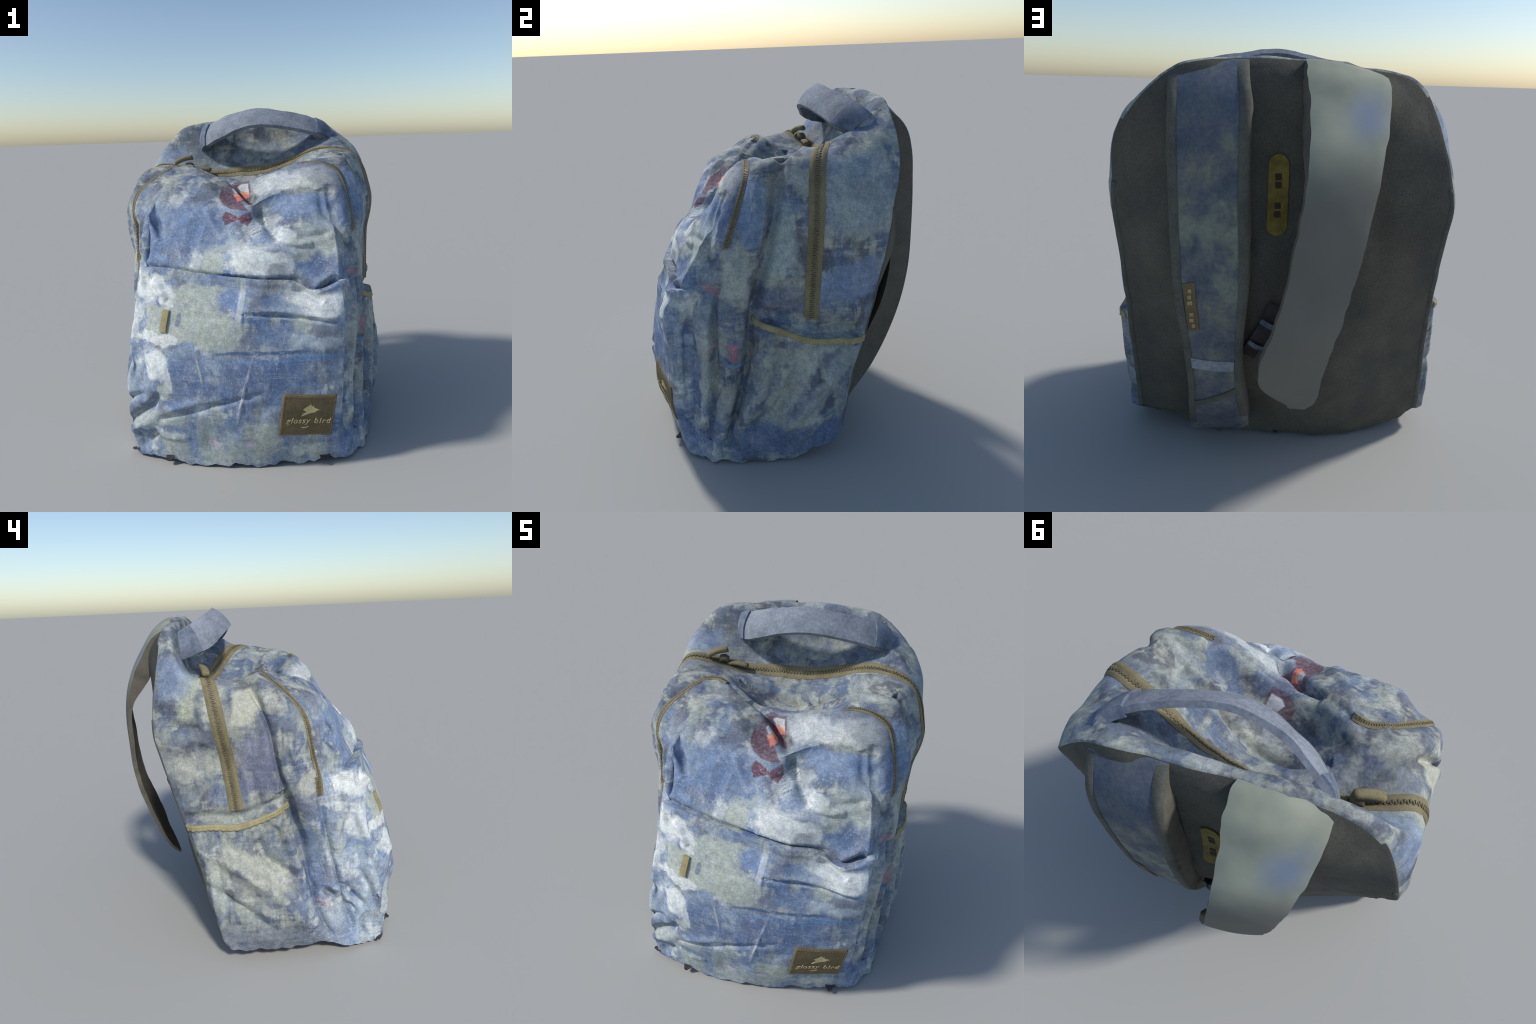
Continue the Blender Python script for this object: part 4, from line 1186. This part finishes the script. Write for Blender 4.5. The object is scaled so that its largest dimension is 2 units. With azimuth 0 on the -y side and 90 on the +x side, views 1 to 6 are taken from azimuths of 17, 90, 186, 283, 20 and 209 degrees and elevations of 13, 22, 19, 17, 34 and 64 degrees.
# loose strap that hangs free behind the -x half
L_IN = [(-.13, .455, 1.962), (-.135, .52, 1.972), (-.142, .60, 1.935), (-.167, .695, 1.814), (-.179, .780, 1.68), (-.178, .838, 1.545), (-.168, .864, 1.41), (-.147, .870, 1.27),
        (-.12, .872, 1.11), (-.075, .868, .93), (-.012, .83, .73), (.0, .795, .63), (-.035, .745, .54), (-.11, .65, .43)]
L_OUT = [(-.44, .375, 1.905), (-.46, .43, 1.912), (-.472, .50, 1.880), (-.476, .604, 1.749), (-.463, .680, 1.618), (-.447, .725, 1.485), (-.426, .752, 1.349), (-.40, .768, 1.209),
         (-.368, .782, 1.06), (-.333, .772, .895), (-.287, .742, .718), (-.262, .695, .57), (-.245, .65, .465), (-.20, .585, .375)]
strap("shoulder_strap", L_IN, L_OUT, [(0, .05), (.10, .07), (.2, .11), (.27, .09), (.33, .050), (.5, .042), (.8, .042), (1, .03)], 110, M_STRAP, .014, 15, .010)
tip = np.array([(-.10, .665, .56), (-.235, .635, .475), (-.165, .585, .385)])

# right strap, lying along the back
R_IN = [(.10, 0.490, 1.955), (.097, 0.555, 1.968), (.088, 0.610, 1.925), (.062, 0.690, 1.82), (.060, 0.724, 1.653), (.060, 0.746, 1.443), (.055, 0.760, 1.245), (.060, 0.756, 1.0), (.085, 0.723, .76), (.10, 0.663, .54), (0.100, 0.535, .30), (0.110, 0.420, .12)]
R_OUT = [(.42, 0.559, 1.885), (.415, 0.600, 1.900), (.402, 0.654, 1.870), (.385, 0.719, 1.80), (0.381, 0.757, 1.681), (0.378, 0.775, 1.50), (0.374, 0.785, 1.25), (0.366, 0.785, 1.0), (0.343, 0.758, .76), (0.348, 0.693, .54), (0.385, 0.575, .30), (0.420, 0.440, .10)]
sp_p, sp_n, rstrap = strap("shoulder_strap", R_IN, R_OUT, [(0, .05), (.1, .08), (.3, .11), (.6, .12), (.85, .14), (1, .10)], 150, M_STRAPD, .016, 25, .004)
def on_strap(u, v):      # u 0 (inner) .. 1 (outer), v 0 top .. 1 bottom
    a = np.clip(v, 0, .999) * 149; b = np.clip(u, 0, .999) * 24
    i, j = int(a), int(b); fa, fb = a - i, b - j
    w_ = lambda X: X[i, j] * (1 - fa) * (1 - fb) + X[i+1, j] * fa * (1 - fb) + X[i, j+1] * (1 - fa) * fb + X[i+1, j+1] * fa * fb
    cr = .016 * (math.sin(math.pi * min(max(u, 0), 1)) ** .7) - .016
    nn = unit(w_(sp_n))
    return w_(sp_p) + nn * cr, nn
def strap_sheet(name, u0, u1, v0, v1, h, mat, slant=0.0, nu=7, nv=60, crown=0.0):
    p = np.zeros((nv, nu, 3)); q = np.zeros_like(p)
    for i in range(nv):
        for j in range(nu):
            u = u0 + (u1 - u0) * j / (nu - 1)
            p[i, j], q[i, j] = on_strap(u, v0 + (v1 - v0) * i / (nv - 1) + slant * (u - .5))
    hi = h + crown * np.sin(np.linspace(0, np.pi, nu))[None]
    if crown:
        hi = hi * np.clip(np.minimum(np.arange(nv), nv - 1 - np.arange(nv)) / 7.0, -.1, 1)[:, None]
    return fix(by_angle(mesh_obj(name, *shell(p, q, hi, -.012), mat, rstrap), 50))
strap_sheet("strap_piping", -.01, .13, .03, .93, .004, M_PIPE, crown=.008)
strap_sheet("strap_piping", .88, 1.01, .03, .97, .004, M_PIPE, crown=.008)
strap_sheet("webbing_band", .14, .90, .675, .705, .006, M_WEB, slant=-.035, nv=6)
tag = strap_sheet("strap_tag", .70, .86, .475, .585, .006, M_LABEL, nv=12)
for k in range(7):
    if k == 3:
        continue
    v = .488 + k * .0135
    strap_sheet("tag_mark", .75 + .01 * (k % 2), .80 + .012 * (k % 3), v, v + .009, .0085, M_THREAD, nu=3, nv=3)
strap_sheet("strap_stub", .10, .95, .80, .82, .008, M_PIPE, slant=.06, nv=4)

# adjusting webbing and ladder buckle, half hidden between the straps
wa = np.array([(-.05, .665, .95), (-.01, .665, .85), (.04, .635, .75), (.09, .575, .65)])
wc_ = curve(wa, 24)
wp = wc_[:, None] + np.linspace(-1, 1, 5)[None, :, None] * np.array([.030, .012, .022])
wn = unit(np.cross(np.gradient(wp, axis=1), np.gradient(wp, axis=0)))
wn = wn * np.sign(wn[12, 2, 1])
fix(by_angle(mesh_obj("adjuster_webbing", *shell(wp, wn, .004, -.004), M_BASE, bag), 50))
for k in (6, 15):
    slab("ladder_buckle", wp[k, 0] + wn[k, 2] * .008 - np.array([.004, 0, .003]), wp[k, 4] - wp[k, 0], wn[k, 2], .085, .012, .007, M_WEB_END, taper=1.0)

# oval badge in the channel between the straps
g = G("badge_mustard")
col = g.ramp(g.noise(22, 3), [(0.35, srgb(104, 92, 44)), (0.7, srgb(136, 120, 54))])
M_BADGE = g.finish(col, .6, g.noise(60, 2), .002, .3)
g = G("badge_dark")
M_BADGE2 = g.finish(srgb(58, 54, 42), .7)
pill = []
for k in range(36):
    a = 2 * math.pi * k / 36
    pill.append((-.038 + .042 * math.cos(a), 1.425 + (.125 if math.sin(a) > 0 else -.125) + .042 * math.sin(a)))
badge = flat_print("oval_badge", [pill], on_back, M_BADGE, bag, .008, .02)
for zc in (1.50, 1.465, 1.38, 1.345):
    flat_print("badge_mark", [[(-.052, zc - .012), (-.026, zc - .014), (-.024, zc + .012), (-.05, zc + .014)]], on_back, M_BADGE2, badge, .010, .02)

# torn flaps along the hem
for (x, y, dx, dy, L) in ((-.47, -.78, -1, -.1, .07), (.79, -.38, .6, -.5, .05), (.62, -.62, .3, -1, .05), (-.02, .30, .2, 1, .05), (-.24, -.84, -.2, -1, .04), (.79, .05, 1, .1, .05)):
    d = unit(np.array([dx, dy, 0.])); s_ = np.array([-d[1], d[0], 0])
    V = []
    for i in range(5):
        u = i / 4
        c = np.array([x, y, .050]) + d * (L * .7 * u - .02) + np.array([0, 0, -.05 * u + .03 * u * u])
        w_ = .030 * (1 - .75 * u) 
        for hgt in (0, .004):
            V += [c - s_ * w_ + (0, 0, hgt), c + s_ * w_ * (.8 + .4 * random.random()) + (0, 0, hgt)]
    Fc = []
    for i in range(4):
        o = i * 4
        Fc += [(o, o + 1, o + 5, o + 4), (o + 2, o + 6, o + 7, o + 3), (o, o + 4, o + 6, o + 2), (o + 1, o + 3, o + 7, o + 5)]
    Fc += [(0, 2, 3, 1), (16, 17, 19, 18)]
    fix(mesh_obj("torn_flap", V, Fc, M_BASE, bag, smooth=False))
